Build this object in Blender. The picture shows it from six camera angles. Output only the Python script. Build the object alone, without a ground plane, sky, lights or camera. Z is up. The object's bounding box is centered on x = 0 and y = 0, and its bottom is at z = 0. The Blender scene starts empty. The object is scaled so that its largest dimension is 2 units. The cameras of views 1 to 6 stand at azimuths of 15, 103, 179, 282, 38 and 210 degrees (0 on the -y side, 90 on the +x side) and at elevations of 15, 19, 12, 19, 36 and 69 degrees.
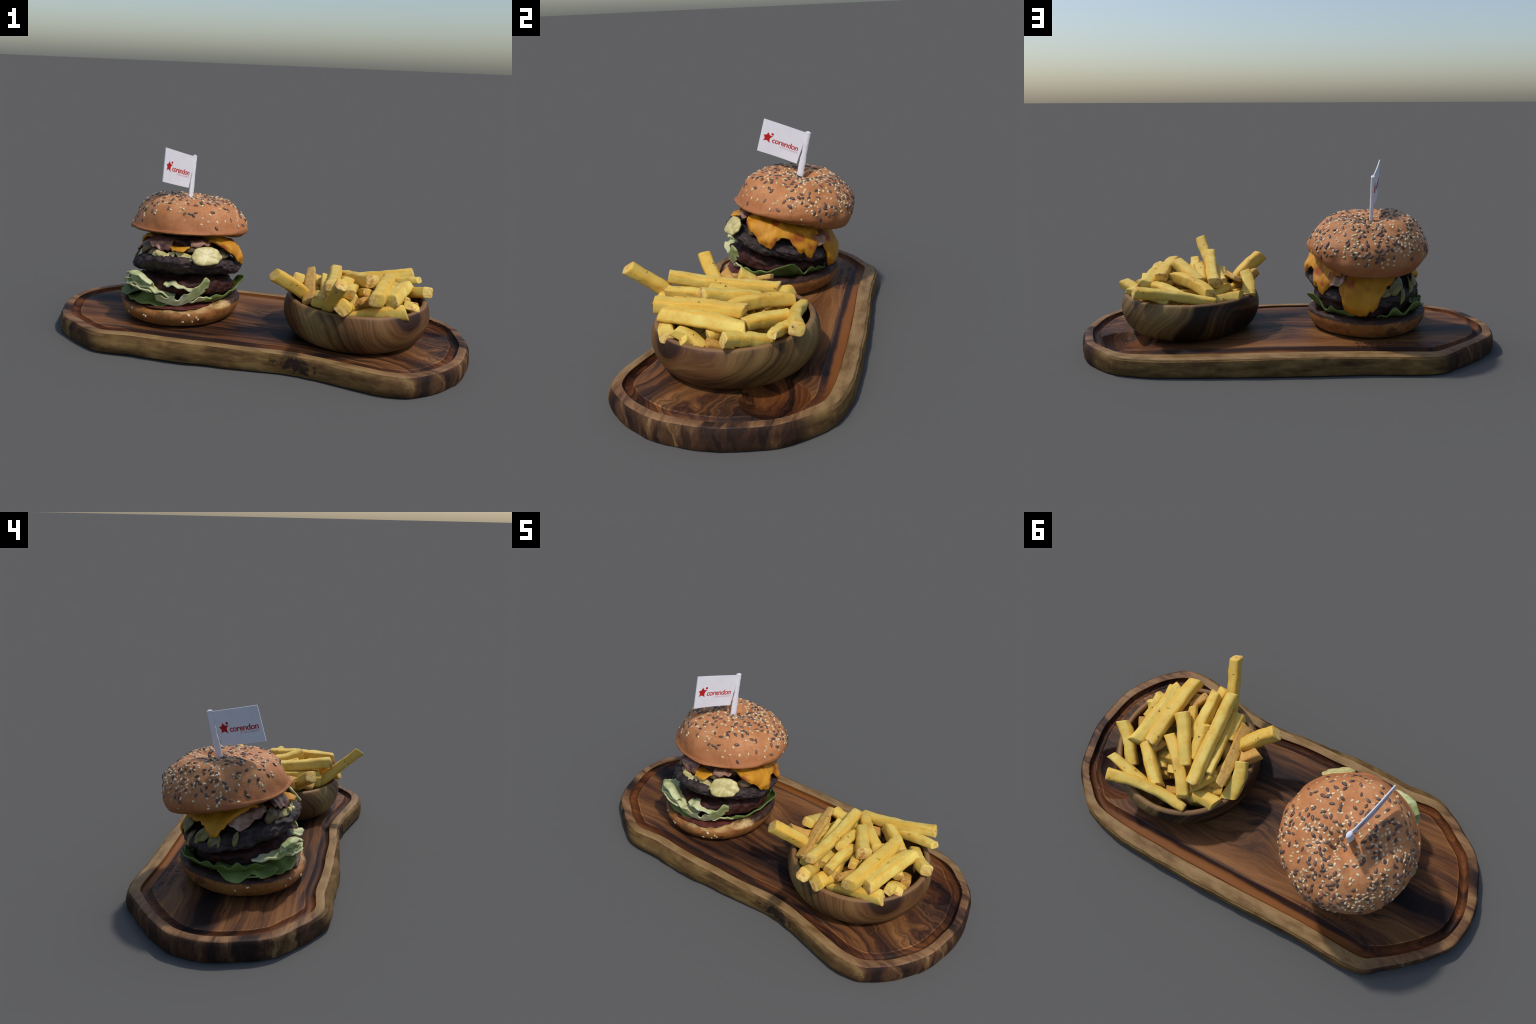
import bpy, bmesh, math, random
from mathutils import Vector, Matrix, noise as mnoise

random.seed(7)
TAU = math.tau


# ----------------------------------------------------------------- helpers
def lerp(a, b, t):
    return a + (b - a) * t


def smooth(e0, e1, x):
    t = min(1.0, max(0.0, (x - e0) / (e1 - e0)))
    return t * t * (3 - 2 * t)


def nz(x, y, z):
    return mnoise.noise(Vector((x, y, z)))


def fbm(x, y, z, octaves=3):
    return mnoise.fractal(Vector((x, y, z)), 1.0, 2.0, octaves)


def catmull(p0, p1, p2, p3, t):
    return 0.5 * (2 * p1 + (p2 - p0) * t + (2 * p0 - 5 * p1 + 4 * p2 - p3) * t * t
                  + (3 * p1 - p0 - 3 * p2 + p3) * t ** 3)


def spline(points, n, closed=False):
    """n samples, evenly spaced by length, of a Catmull-Rom curve."""
    P = [Vector(p) for p in points]
    m = len(P)
    segs = m if closed else m - 1
    dense = []
    for i in range(segs):
        if closed:
            a, b, c, d = P[i - 1], P[i], P[(i + 1) % m], P[(i + 2) % m]
        else:
            a, b, c, d = P[max(i - 1, 0)], P[i], P[i + 1], P[min(i + 2, m - 1)]
        for k in range(16):
            dense.append(catmull(a, b, c, d, k / 16))
    dense.append(P[0].copy() if closed else P[-1].copy())
    acc = [0.0]
    for a, b in zip(dense, dense[1:]):
        acc.append(acc[-1] + (b - a).length)
    out, j = [], 0
    for i in range(n):
        s = acc[-1] * i / (n if closed else n - 1)
        while j < len(acc) - 2 and acc[j + 1] < s:
            j += 1
        f = (s - acc[j]) / max(1e-9, acc[j + 1] - acc[j])
        out.append(dense[j].lerp(dense[j + 1], min(1.0, f)))
    return out


def table(keys, x):
    """smooth interpolation in a short list of (x, value) pairs"""
    if x <= keys[0][0]:
        return keys[0][1]
    for (a, va), (b, vb) in zip(keys, keys[1:]):
        if x <= b:
            return lerp(va, vb, smooth(a, b, x))
    return keys[-1][1]


def link(ob):
    bpy.context.scene.collection.objects.link(ob)
    return ob


def mesh_object(name, verts, faces, mat, parent=None, smooth_angle=None, loc=None):
    me = bpy.data.meshes.new(name)
    me.from_pydata([tuple(v) for v in verts], [], faces)
    me.validate()
    bm = bmesh.new()
    bm.from_mesh(me)
    bmesh.ops.remove_doubles(bm, verts=bm.verts, dist=1e-5)
    bmesh.ops.recalc_face_normals(bm, faces=bm.faces)
    bm.to_mesh(me)
    bm.free()
    me.polygons.foreach_set("use_smooth", [True] * len(me.polygons))
    if smooth_angle is not None:
        me.set_sharp_from_angle(angle=math.radians(smooth_angle))
    me.materials.append(mat)
    ob = link(bpy.data.objects.new(name, me))
    if loc is not None:
        me.transform(Matrix.Translation(-Vector(loc)))
        ob.location = loc
    if parent is not None:
        ob.parent = parent
        ob.matrix_parent_inverse = Matrix.Translation(-parent.location)
    return ob


def empty(name, loc, label, category):
    ob = link(bpy.data.objects.new(name, None))
    ob.location = loc
    ob.empty_display_size = 0.1
    ob["label"] = label
    ob["category"] = category
    return ob


def grid_faces(rows, cols, wrap=False):
    F = []
    for i in range(rows - 1):
        for j in range(cols if wrap else cols - 1):
            k = (j + 1) % cols
            F.append((i * cols + j, i * cols + k, (i + 1) * cols + k, (i + 1) * cols + j))
    return F


# --------------------------------------------------------------- materials
class Mat:
    """Small builder around a Principled node tree."""

    def __init__(self, name, rough=0.6, spec=0.3):
        self.m = bpy.data.materials.new(name)
        self.m.use_nodes = True
        self.t = self.m.node_tree
        self.t.nodes.clear()
        self.out = self.t.nodes.new("ShaderNodeOutputMaterial")
        self.p = self.t.nodes.new("ShaderNodeBsdfPrincipled")
        self.t.links.new(self.p.outputs[0], self.out.inputs[0])
        self.p.inputs["Roughness"].default_value = rough
        self.p.inputs["Specular IOR Level"].default_value = spec
        self.tc = self.t.nodes.new("ShaderNodeTexCoord")

    def put(self, sock, v):
        if isinstance(v, bpy.types.NodeSocket):
            self.t.links.new(v, sock)
        elif isinstance(v, (tuple, list)) and len(v) == 3 and sock.type == "RGBA":
            sock.default_value = (*v, 1)
        else:
            sock.default_value = v

    def coord(self, scale=(1, 1, 1), loc=(0, 0, 0), rot=(0, 0, 0), kind="Object", src=None):
        n = self.t.nodes.new("ShaderNodeMapping")
        n.inputs["Scale"].default_value = scale
        n.inputs["Location"].default_value = loc
        n.inputs["Rotation"].default_value = rot
        self.t.links.new(src or self.tc.outputs[kind], n.inputs[0])
        return n.outputs[0]

    def noise(self, vec, scale=5, detail=4, rough=0.5, dist=0.0, color=False):
        n = self.t.nodes.new("ShaderNodeTexNoise")
        self.t.links.new(vec, n.inputs["Vector"])
        for k, v in (("Scale", scale), ("Detail", detail), ("Roughness", rough), ("Distortion", dist)):
            n.inputs[k].default_value = v
        return n.outputs["Color" if color else "Fac"]

    def voronoi(self, vec, scale=5, feature="F1", out="Distance", rand=1.0):
        n = self.t.nodes.new("ShaderNodeTexVoronoi")
        n.feature = feature
        self.t.links.new(vec, n.inputs["Vector"])
        n.inputs["Scale"].default_value = scale
        n.inputs["Randomness"].default_value = rand
        return n.outputs[out]

    def wave(self, vec, scale=5, dist=3, detail=3, dscale=1.0, direction="Y"):
        n = self.t.nodes.new("ShaderNodeTexWave")
        n.bands_direction = direction
        self.t.links.new(vec, n.inputs["Vector"])
        for k, v in (("Scale", scale), ("Distortion", dist), ("Detail", detail), ("Detail Scale", dscale)):
            n.inputs[k].default_value = v
        return n.outputs["Fac"]

    def math(self, op, a, b=0.0, c=None, clamp=False):
        n = self.t.nodes.new("ShaderNodeMath")
        n.operation = op
        n.use_clamp = clamp
        self.put(n.inputs[0], a)
        self.put(n.inputs[1], b)
        if c is not None:
            self.put(n.inputs[2], c)
        return n.outputs[0]

    def vmath(self, op, a, b=(0, 0, 0)):
        n = self.t.nodes.new("ShaderNodeVectorMath")
        n.operation = op
        self.put(n.inputs[0], a)
        self.put(n.inputs[1], b)
        return n.outputs["Value" if op in ("LENGTH", "DISTANCE", "DOT_PRODUCT") else "Vector"]

    def range(self, v, a, b, c=0.0, d=1.0, smoothstep=True):
        n = self.t.nodes.new("ShaderNodeMapRange")
        n.interpolation_type = "SMOOTHSTEP" if smoothstep else "LINEAR"
        self.put(n.inputs[0], v)
        for i, x in enumerate((a, b, c, d)):
            n.inputs[i + 1].default_value = x
        return n.outputs[0]

    def ramp(self, v, stops, interp="LINEAR"):
        n = self.t.nodes.new("ShaderNodeValToRGB")
        n.color_ramp.interpolation = interp
        el = n.color_ramp.elements
        while len(el) < len(stops):
            el.new(0.5)
        for e, (pos, col) in zip(el, stops):
            e.position = pos
            e.color = (*col, 1)
        self.put(n.inputs[0], v)
        return n.outputs[0]

    def mix(self, f, a, b, mode="MIX"):
        n = self.t.nodes.new("ShaderNodeMix")
        n.data_type = "RGBA"
        n.blend_type = mode
        self.put(n.inputs[0], f)
        self.put(n.inputs[6], a)
        self.put(n.inputs[7], b)
        return n.outputs[2]

    def xyz(self, vec):
        n = self.t.nodes.new("ShaderNodeSeparateXYZ")
        self.t.links.new(vec, n.inputs[0])
        return n.outputs

    def comb(self, x, y, z):
        n = self.t.nodes.new("ShaderNodeCombineXYZ")
        self.put(n.inputs[0], x)
        self.put(n.inputs[1], y)
        self.put(n.inputs[2], z)
        return n.outputs[0]

    def rand(self):
        return self.t.nodes.new("ShaderNodeObjectInfo").outputs["Random"]

    def curve(self, v, pts):
        n = self.t.nodes.new("ShaderNodeFloatCurve")
        c = n.mapping.curves[0]
        while len(c.points) < len(pts):
            c.points.new(0.5, 0.5)
        for p, (x, y) in zip(c.points, pts):
            p.location = (x, y)
        n.mapping.update()
        self.put(n.inputs["Value"], v)
        return n.outputs[0]

    def bump(self, h, strength=0.3, dist=0.01):
        n = self.t.nodes.new("ShaderNodeBump")
        n.inputs["Strength"].default_value = strength
        n.inputs["Distance"].default_value = dist
        self.put(n.inputs["Height"], h)
        self.t.links.new(n.outputs[0], self.p.inputs["Normal"])

    def done(self, col, translucent=0.0):
        self.put(self.p.inputs["Base Color"], col)
        if translucent:
            tr = self.t.nodes.new("ShaderNodeBsdfTranslucent")
            self.put(tr.inputs[0], col)
            mx = self.t.nodes.new("ShaderNodeMixShader")
            mx.inputs[0].default_value = translucent
            self.t.links.new(self.p.outputs[0], mx.inputs[1])
            self.t.links.new(tr.outputs[0], mx.inputs[2])
            self.t.links.new(mx.outputs[0], self.out.inputs[0])
        return self.m


def wood_frame(M):
    """shared growth figure of the slab: fibres along x, drawn round one knot, swirling toward the +x end"""
    o = M.tc.outputs["Object"]
    x, y, z = M.xyz(o)
    warp = M.noise(M.coord((1.0, 2.4, 2.0), (3.1, 0.4, 0)), 1.5, 2, 0.5)
    warp2 = M.noise(M.coord((3.0, 10.0, 5.0)), 1.0, 4, 0.6)
    knot = M.vmath("DISTANCE", M.comb(M.math("MULTIPLY", x, 0.75), y, 0.0), (0.02, 0.075, 0.0))
    pull = M.math("MULTIPLY", M.range(knot, 0.0, 0.24, 0.16, 0.0), M.noise(M.coord((4, 6, 3), (2, 2, 0)), 1.0, 3))
    swirl = M.math("MULTIPLY", M.range(x, 0.55, 0.95), M.math("MULTIPLY", M.noise(M.coord((6, 7, 5)), 1.0, 3), 0.34))
    band = M.math("ADD", M.math("ADD", y, M.math("MULTIPLY", warp, 0.20)), M.math("MULTIPLY", warp2, 0.035))
    band = M.math("ADD", band, M.math("ADD", pull, swirl))
    band = M.math("ADD", band, M.math("MULTIPLY", z, 1.8))
    fine = M.noise(M.comb(M.math("MULTIPLY", x, 4.0), M.math("MULTIPLY", band, 130.0), M.math("MULTIPLY", z, 60)), 1.0, 4, 0.65)
    return o, x, y, z, band, knot, fine, warp2


def board_top_wood(name="olive_wood_heart", tint=(1, 1, 1)):
    M = Mat(name, rough=0.55, spec=0.14)
    o, x, y, z, band, knot, fine, warp2 = wood_frame(M)
    zone = M.noise(M.comb(M.math("MULTIPLY", x, 0.9), M.math("MULTIPLY", band, 5.5), 1.7), 1.0, 3, 0.5)
    ring = M.noise(M.comb(M.math("MULTIPLY", x, 0.55), M.math("MULTIPLY", band, 24.0), M.math("MULTIPLY", z, 2.0)), 1.0, 5, 0.65)
    heart = M.ramp(M.math("ADD", M.math("MULTIPLY", zone, 0.62), M.math("MULTIPLY", ring, 0.38)),
                   [(0.405, (0.015, 0.008, 0.007)), (0.45, (0.042, 0.018, 0.010)), (0.49, (0.105, 0.041, 0.017)),
                    (0.54, (0.190, 0.077, 0.025)), (0.60, (0.255, 0.110, 0.037)), (0.67, (0.32, 0.150, 0.052))])
    line = M.math("ABSOLUTE", M.math("SUBTRACT", M.noise(M.comb(M.math("MULTIPLY", x, 0.9), M.math("MULTIPLY", band, 8.0), 4.0), 1.0, 4, 0.5), 0.5))
    gate = M.noise(M.coord((2.5, 4, 1), (7, 1, 0)), 1.0, 2)
    heart = M.mix(M.math("MULTIPLY", M.range(line, 0.002, 0.016, 0.8, 0.0), M.range(gate, 0.42, 0.60)), heart, (0.022, 0.012, 0.010))
    # dark swirl round the knot between bowl and burger
    rings = M.noise(M.comb(M.math("MULTIPLY", band, 34.0), M.math("MULTIPLY", x, 2.0), 3.0), 1.0, 4, 0.7)
    kmask = M.range(M.math("ADD", knot, M.math("MULTIPLY", M.math("SUBTRACT", warp2, 0.5), 0.22)), 0.05, 0.19, 0.95, 0.0)
    heart = M.mix(M.math("MULTIPLY", kmask, M.range(rings, 0.40, 0.60, 1.0, 0.45)), heart, (0.022, 0.013, 0.011))
    # darker, figured end
    heart = M.mix(M.math("MULTIPLY", M.range(x, 0.60, 0.90), M.range(rings, 0.40, 0.56, 0.75, 0.05)), heart, (0.032, 0.018, 0.012))
    heart = M.mix(M.math("MULTIPLY", M.range(fine, 0.38, 0.66), 0.55), heart, M.mix(1.0, heart, (0.42, 0.38, 0.36), "MULTIPLY"))
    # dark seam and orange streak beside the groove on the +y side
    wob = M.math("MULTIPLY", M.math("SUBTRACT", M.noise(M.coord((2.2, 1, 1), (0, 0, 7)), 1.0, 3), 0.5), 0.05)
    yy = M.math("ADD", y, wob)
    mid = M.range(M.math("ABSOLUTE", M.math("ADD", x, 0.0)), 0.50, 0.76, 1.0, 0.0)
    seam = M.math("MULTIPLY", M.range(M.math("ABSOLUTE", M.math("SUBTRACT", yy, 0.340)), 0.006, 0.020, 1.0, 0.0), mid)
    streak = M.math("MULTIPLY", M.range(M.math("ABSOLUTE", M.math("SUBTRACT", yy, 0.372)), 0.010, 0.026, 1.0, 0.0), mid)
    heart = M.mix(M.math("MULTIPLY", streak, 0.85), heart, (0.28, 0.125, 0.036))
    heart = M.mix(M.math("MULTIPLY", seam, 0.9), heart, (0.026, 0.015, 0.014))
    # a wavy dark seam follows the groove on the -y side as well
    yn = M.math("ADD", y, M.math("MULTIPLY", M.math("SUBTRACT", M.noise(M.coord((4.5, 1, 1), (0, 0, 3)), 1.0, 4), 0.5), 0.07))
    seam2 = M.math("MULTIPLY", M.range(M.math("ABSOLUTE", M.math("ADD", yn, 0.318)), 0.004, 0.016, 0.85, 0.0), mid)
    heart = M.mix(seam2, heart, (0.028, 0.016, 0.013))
    # scratches from knives, fine pale lines
    scr = M.math("ABSOLUTE", M.math("SUBTRACT", M.noise(M.coord((40, 3.0, 1), (0, 0, 2), (0, 0, 0.5)), 1.0, 1), 0.5))
    heart = M.mix(M.range(scr, 0.0, 0.004, 0.10, 0.0), heart, (0.42, 0.26, 0.15))
    M.bump(fine, 0.10, 0.003)
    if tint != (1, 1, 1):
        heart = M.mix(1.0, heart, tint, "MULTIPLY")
    return M.done(heart)


def end_bands(M, x, y, z, warp2, stops):
    t = M.math("ADD", M.math("MULTIPLY", y, 15.0), M.math("MULTIPLY", warp2, 2.4))
    cross = M.noise(M.comb(M.math("MULTIPLY", x, 3.0), t, M.math("MULTIPLY", z, 5.0)), 1.0, 4, 0.6)
    return M.ramp(cross, stops)


def rim_wood():
    M = Mat("olive_wood_rim", rough=0.55, spec=0.16)
    o, x, y, z, band, knot, fine, warp2 = wood_frame(M)
    n = M.noise(M.coord((5.0, 14.0, 6.0)), 1.5, 5, 0.62)
    sap = M.ramp(n, [(0.28, (0.125, 0.064, 0.024)), (0.43, (0.21, 0.120, 0.046)), (0.58, (0.295, 0.182, 0.076)), (0.8, (0.38, 0.25, 0.115))])
    endc = end_bands(M, x, y, z, warp2, [(0.34, (0.024, 0.014, 0.010)), (0.43, (0.085, 0.040, 0.022)), (0.53, (0.19, 0.095, 0.042)), (0.64, (0.27, 0.150, 0.068))])
    ends = M.math("MAXIMUM", M.range(M.math("ADD", x, M.math("MULTIPLY", y, -0.25)), 0.68, 0.84), M.range(x, -0.62, -0.74))
    col = M.mix(M.math("ADD", ends, M.math("MULTIPLY", M.math("SUBTRACT", n, 0.5), 0.6), clamp=True), sap, endc)
    # the waist on the near side shows the dark heart line too
    col = M.mix(M.math("MULTIPLY", M.range(fine, 0.42, 0.72), 0.35), col, M.mix(1.0, col, (0.50, 0.44, 0.38), "MULTIPLY"))
    M.bump(M.math("ADD", fine, n), 0.18, 0.004)
    return M.done(col)


def edge_wood():
    M = Mat("olive_wood_side", rough=0.7, spec=0.10)
    o, x, y, z, band, knot, fine, warp2 = wood_frame(M)
    n = M.noise(M.coord((4.0, 4.0, 16.0)), 1.7, 5, 0.62)
    n2 = M.noise(M.coord((12.0, 12.0, 12.0)), 1.0, 4, 0.6)
    sap = M.ramp(n, [(0.30, (0.042, 0.022, 0.009)), (0.45, (0.110, 0.062, 0.022)), (0.60, (0.18, 0.108, 0.039)), (0.8, (0.26, 0.168, 0.066))])
    sap = M.mix(M.range(n2, 0.56, 0.72, 0, 0.6), sap, (0.10, 0.050, 0.022))
    # bark scar on the near side
    sd = M.vmath("LENGTH", M.comb(M.math("MULTIPLY", M.math("SUBTRACT", x, 0.29), 0.42), 0.0, M.math("SUBTRACT", z, 0.050)))
    ragged = M.math("MULTIPLY", M.math("SUBTRACT", M.noise(M.coord((22, 22, 26)), 1.0, 5, 0.7), 0.5), 0.15)
    scar = M.math("MULTIPLY", M.range(M.math("ADD", sd, ragged), 0.020, 0.040, 0.95, 0.0), M.range(y, -0.37, -0.35, 1, 0))
    sap = M.mix(scar, sap, (0.022, 0.014, 0.012))
    endc = end_bands(M, x, y, M.math("MULTIPLY", z, 0.6), warp2, [(0.42, (0.020, 0.012, 0.009)), (0.52, (0.050, 0.024, 0.014)), (0.60, (0.105, 0.054, 0.024)), (0.68, (0.24, 0.15, 0.060))])
    ends = M.math("MAXIMUM", M.range(M.math("ADD", x, M.math("MULTIPLY", y, -0.22)), 0.72, 0.86), M.range(x, -0.60, -0.74))
    col = M.mix(M.math("ADD", ends, M.math("MULTIPLY", M.math("SUBTRACT", n2, 0.5), 0.5), clamp=True), sap, endc)
    M.bump(M.math("ADD", n, n2), 0.4, 0.006)
    return M.done(col)


def bowl_wood():
    M = Mat("olive_wood_bowl", rough=0.5, spec=0.2)
    x, y, z = M.xyz(M.tc.outputs["Object"])
    w = M.noise(M.coord((1.3, 1.3, 1.6), (5, 2, 1)), 1.3, 2, 0.5)
    w2 = M.noise(M.coord((9, 9, 9)), 1.0, 3, 0.6)
    band = M.math("ADD", M.math("ADD", M.math("MULTIPLY", x, 0.75), M.math("MULTIPLY", y, -0.35)), M.math("MULTIPLY", z, 0.55))
    band = M.math("ADD", M.math("ADD", band, M.math("MULTIPLY", w, 0.30)), M.math("MULTIPLY", w2, 0.018))
    along = M.math("ADD", M.math("MULTIPLY", y, 0.9), M.math("MULTIPLY", x, 0.4))
    zone = M.noise(M.comb(M.math("MULTIPLY", band, 7.0), along, 0.3), 1.0, 3, 0.5)
    ring0 = M.noise(M.comb(M.math("MULTIPLY", band, 26.0), along, 2.0), 1.0, 5, 0.65)
    ring = M.math("ADD", M.math("MULTIPLY", zone, 0.6), M.math("MULTIPLY", ring0, 0.4))
    fine = M.noise(M.comb(M.math("MULTIPLY", band, 130.0), M.math("MULTIPLY", along, 5.0), M.math("MULTIPLY", z, 8)), 1.0, 4, 0.65)
    heart = M.ramp(ring, [(0.41, (0.014, 0.008, 0.006)), (0.46, (0.040, 0.017, 0.009)), (0.50, (0.098, 0.042, 0.017)), (0.55, (0.150, 0.070, 0.026)), (0.62, (0.21, 0.112, 0.041))])
    sap = M.ramp(ring, [(0.41, (0.020, 0.011, 0.006)), (0.46, (0.060, 0.032, 0.012)), (0.50, (0.130, 0.075, 0.026)), (0.56, (0.20, 0.122, 0.043)), (0.63, (0.26, 0.170, 0.064))])
    # pale sapwood on the +y and the -x/-y flanks
    d1 = M.math("ADD", M.math("MULTIPLY", y, 1.0), M.math("MULTIPLY", x, 0.35))
    m1 = M.range(M.math("ADD", d1, M.math("MULTIPLY", M.math("SUBTRACT", w, 0.5), 0.5)), 0.12, 0.26)
    d2 = M.math("SUBTRACT", M.math("MULTIPLY", y, -0.95), M.math("MULTIPLY", M.math("ABSOLUTE", M.math("ADD", x, 0.14)), 1.1))
    m2 = M.range(M.math("ADD", d2, M.math("MULTIPLY", M.math("SUBTRACT", w2, 0.5), 0.2)), 0.10, 0.24)
    col = M.mix(M.math("MAXIMUM", m1, m2), heart, sap)
    col = M.mix(M.math("MULTIPLY", M.range(fine, 0.38, 0.68), 0.6), col, M.mix(1.0, col, (0.42, 0.36, 0.32), "MULTIPLY"))
    rim = M.range(z, 0.182, 0.189)
    col = M.mix(M.math("MULTIPLY", rim, 0.6), col, (0.30, 0.165, 0.072))
    M.bump(fine, 0.08, 0.004)
    return M.done(col)


def crust(name, base, dark, light, zlo, zhi):
    M = Mat(name, rough=0.55, spec=0.2)
    o = M.tc.outputs["Object"]
    n1 = M.noise(o, 9, 5, 0.6)
    n2 = M.noise(o, 60, 4, 0.65)
    col = M.mix(M.range(n1, 0.35, 0.7), base, light)
    col = M.mix(M.range(n2, 0.42, 0.75, 0, 0.35), col, dark)
    # baked-brown patches on the shoulder
    n3 = M.noise(M.coord((1, 1, 1), (4, 1, 2)), 16, 4, 0.6)
    col = M.mix(M.range(n3, 0.54, 0.72, 0, 0.7), col, dark)
    n5 = M.noise(M.coord((1, 1, 1), (2, 7, 2)), 34, 4, 0.65)
    col = M.mix(M.range(n5, 0.54, 0.70, 0, 0.6), col, light)
    n4 = M.noise(o, 230, 2, 0.5)
    M.bump(M.math("ADD", M.math("MULTIPLY", n2, 0.6), M.math("MULTIPLY", n4, 0.35)), 0.45, 0.008)
    return M, col, o


def top_bun_mat():
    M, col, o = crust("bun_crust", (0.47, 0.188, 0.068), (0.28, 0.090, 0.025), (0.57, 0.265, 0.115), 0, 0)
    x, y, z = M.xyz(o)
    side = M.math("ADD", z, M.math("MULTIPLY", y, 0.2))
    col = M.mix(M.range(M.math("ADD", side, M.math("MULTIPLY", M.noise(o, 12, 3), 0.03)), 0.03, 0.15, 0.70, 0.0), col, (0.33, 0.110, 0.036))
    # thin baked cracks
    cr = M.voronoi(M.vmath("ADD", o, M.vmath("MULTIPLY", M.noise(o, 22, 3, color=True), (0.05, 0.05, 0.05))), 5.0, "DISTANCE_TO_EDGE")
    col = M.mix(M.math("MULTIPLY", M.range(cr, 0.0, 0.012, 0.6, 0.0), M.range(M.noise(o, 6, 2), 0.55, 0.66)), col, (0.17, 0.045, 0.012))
    return M.done(col)


def bun_cut_mat():
    M = Mat("bun_cut_face", rough=0.85, spec=0.1)
    o = M.tc.outputs["Object"]
    col = M.ramp(M.noise(o, 14, 5, 0.65), [(0.3, (0.05, 0.02, 0.01)), (0.5, (0.22, 0.10, 0.035)), (0.7, (0.45, 0.28, 0.11))])
    M.bump(M.noise(o, 80, 4), 0.5, 0.01)
    return M.done(col)


def bottom_bun_mat():
    M, col, o = crust("bottom_bun_crust", (0.26, 0.094, 0.023), (0.11, 0.034, 0.010), (0.34, 0.145, 0.040), 0, 0)
    x, y, z = M.xyz(o)
    n = M.noise(o, 15, 5, 0.65)
    # pale under-rim where the loaf stood
    col = M.mix(M.range(M.math("ADD", z, M.math("MULTIPLY", M.math("SUBTRACT", n, 0.5), 0.035)), 0.008, 0.022, 0.8, 0.0), col, (0.27, 0.185, 0.08))
    # toasted cut face: charred, with a pale crumb edge toward the front right
    ang = M.math("ADD", M.math("MULTIPLY", x, 0.45), M.math("MULTIPLY", y, -0.9))
    topm = M.range(M.math("ADD", z, M.math("MULTIPLY", M.math("SUBTRACT", n, 0.5), 0.03)), 0.074, 0.086)
    crumb = M.ramp(n, [(0.35, (0.30, 0.145, 0.045)), (0.5, (0.50, 0.31, 0.12)), (0.75, (0.72, 0.55, 0.30))])
    char = M.ramp(n, [(0.3, (0.012, 0.008, 0.007)), (0.55, (0.045, 0.020, 0.014)), (0.72, (0.16, 0.065, 0.022))])
    front = M.range(M.math("ADD", ang, M.math("MULTIPLY", M.math("SUBTRACT", n, 0.5), 0.2)), 0.13, 0.23)
    col = M.mix(topm, col, M.mix(front, char, crumb))
    scorch = M.math("MULTIPLY", M.range(M.noise(o, 11, 4, 0.6), 0.53, 0.64), M.range(x, 0.10, -0.15, 0.25, 0.8))
    col = M.mix(scorch, col, (0.06, 0.028, 0.014))
    return M.done(col)


def patty_mat():
    M = Mat("grilled_meat", rough=0.62, spec=0.22)
    o = M.tc.outputs["Object"]
    n = M.noise(o, 22, 6, 0.65)
    n2 = M.noise(o, 75, 3, 0.6)
    col = M.ramp(n, [(0.3, (0.018, 0.013, 0.013)), (0.5, (0.042, 0.029, 0.028)), (0.66, (0.075, 0.050, 0.045)), (0.85, (0.15, 0.09, 0.07))])
    M.bump(M.math("ADD", n, M.math("MULTIPLY", n2, 0.5)), 0.6, 0.012)
    return M.done(col)


def cheese_mat():
    M = Mat("melted_cheese", rough=0.55, spec=0.25)
    o = M.tc.outputs["Object"]
    n = M.noise(o, 7, 4, 0.55)
    col = M.mix(M.range(n, 0.35, 0.7), (0.46, 0.185, 0.009), (0.58, 0.265, 0.018))
    spot = M.voronoi(M.vmath("ADD", o, M.vmath("MULTIPLY", M.noise(o, 25, 2, color=True), (0.03, 0.03, 0.03))), 13)
    gate = M.range(M.noise(M.coord((1, 1, 1), (1.3, 0, 0)), 6, 2), 0.40, 0.52)
    col = M.mix(M.math("MULTIPLY", M.range(spot, 0.20, 0.46, 0.95, 0.0), gate), col, (0.30, 0.055, 0.010))
    M.p.inputs["Subsurface Weight"].default_value = 0.08
    M.p.inputs["Subsurface Radius"].default_value = (0.03, 0.012, 0.004)
    M.bump(M.noise(o, 45, 4), 0.2, 0.006)
    return M.done(col)


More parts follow.
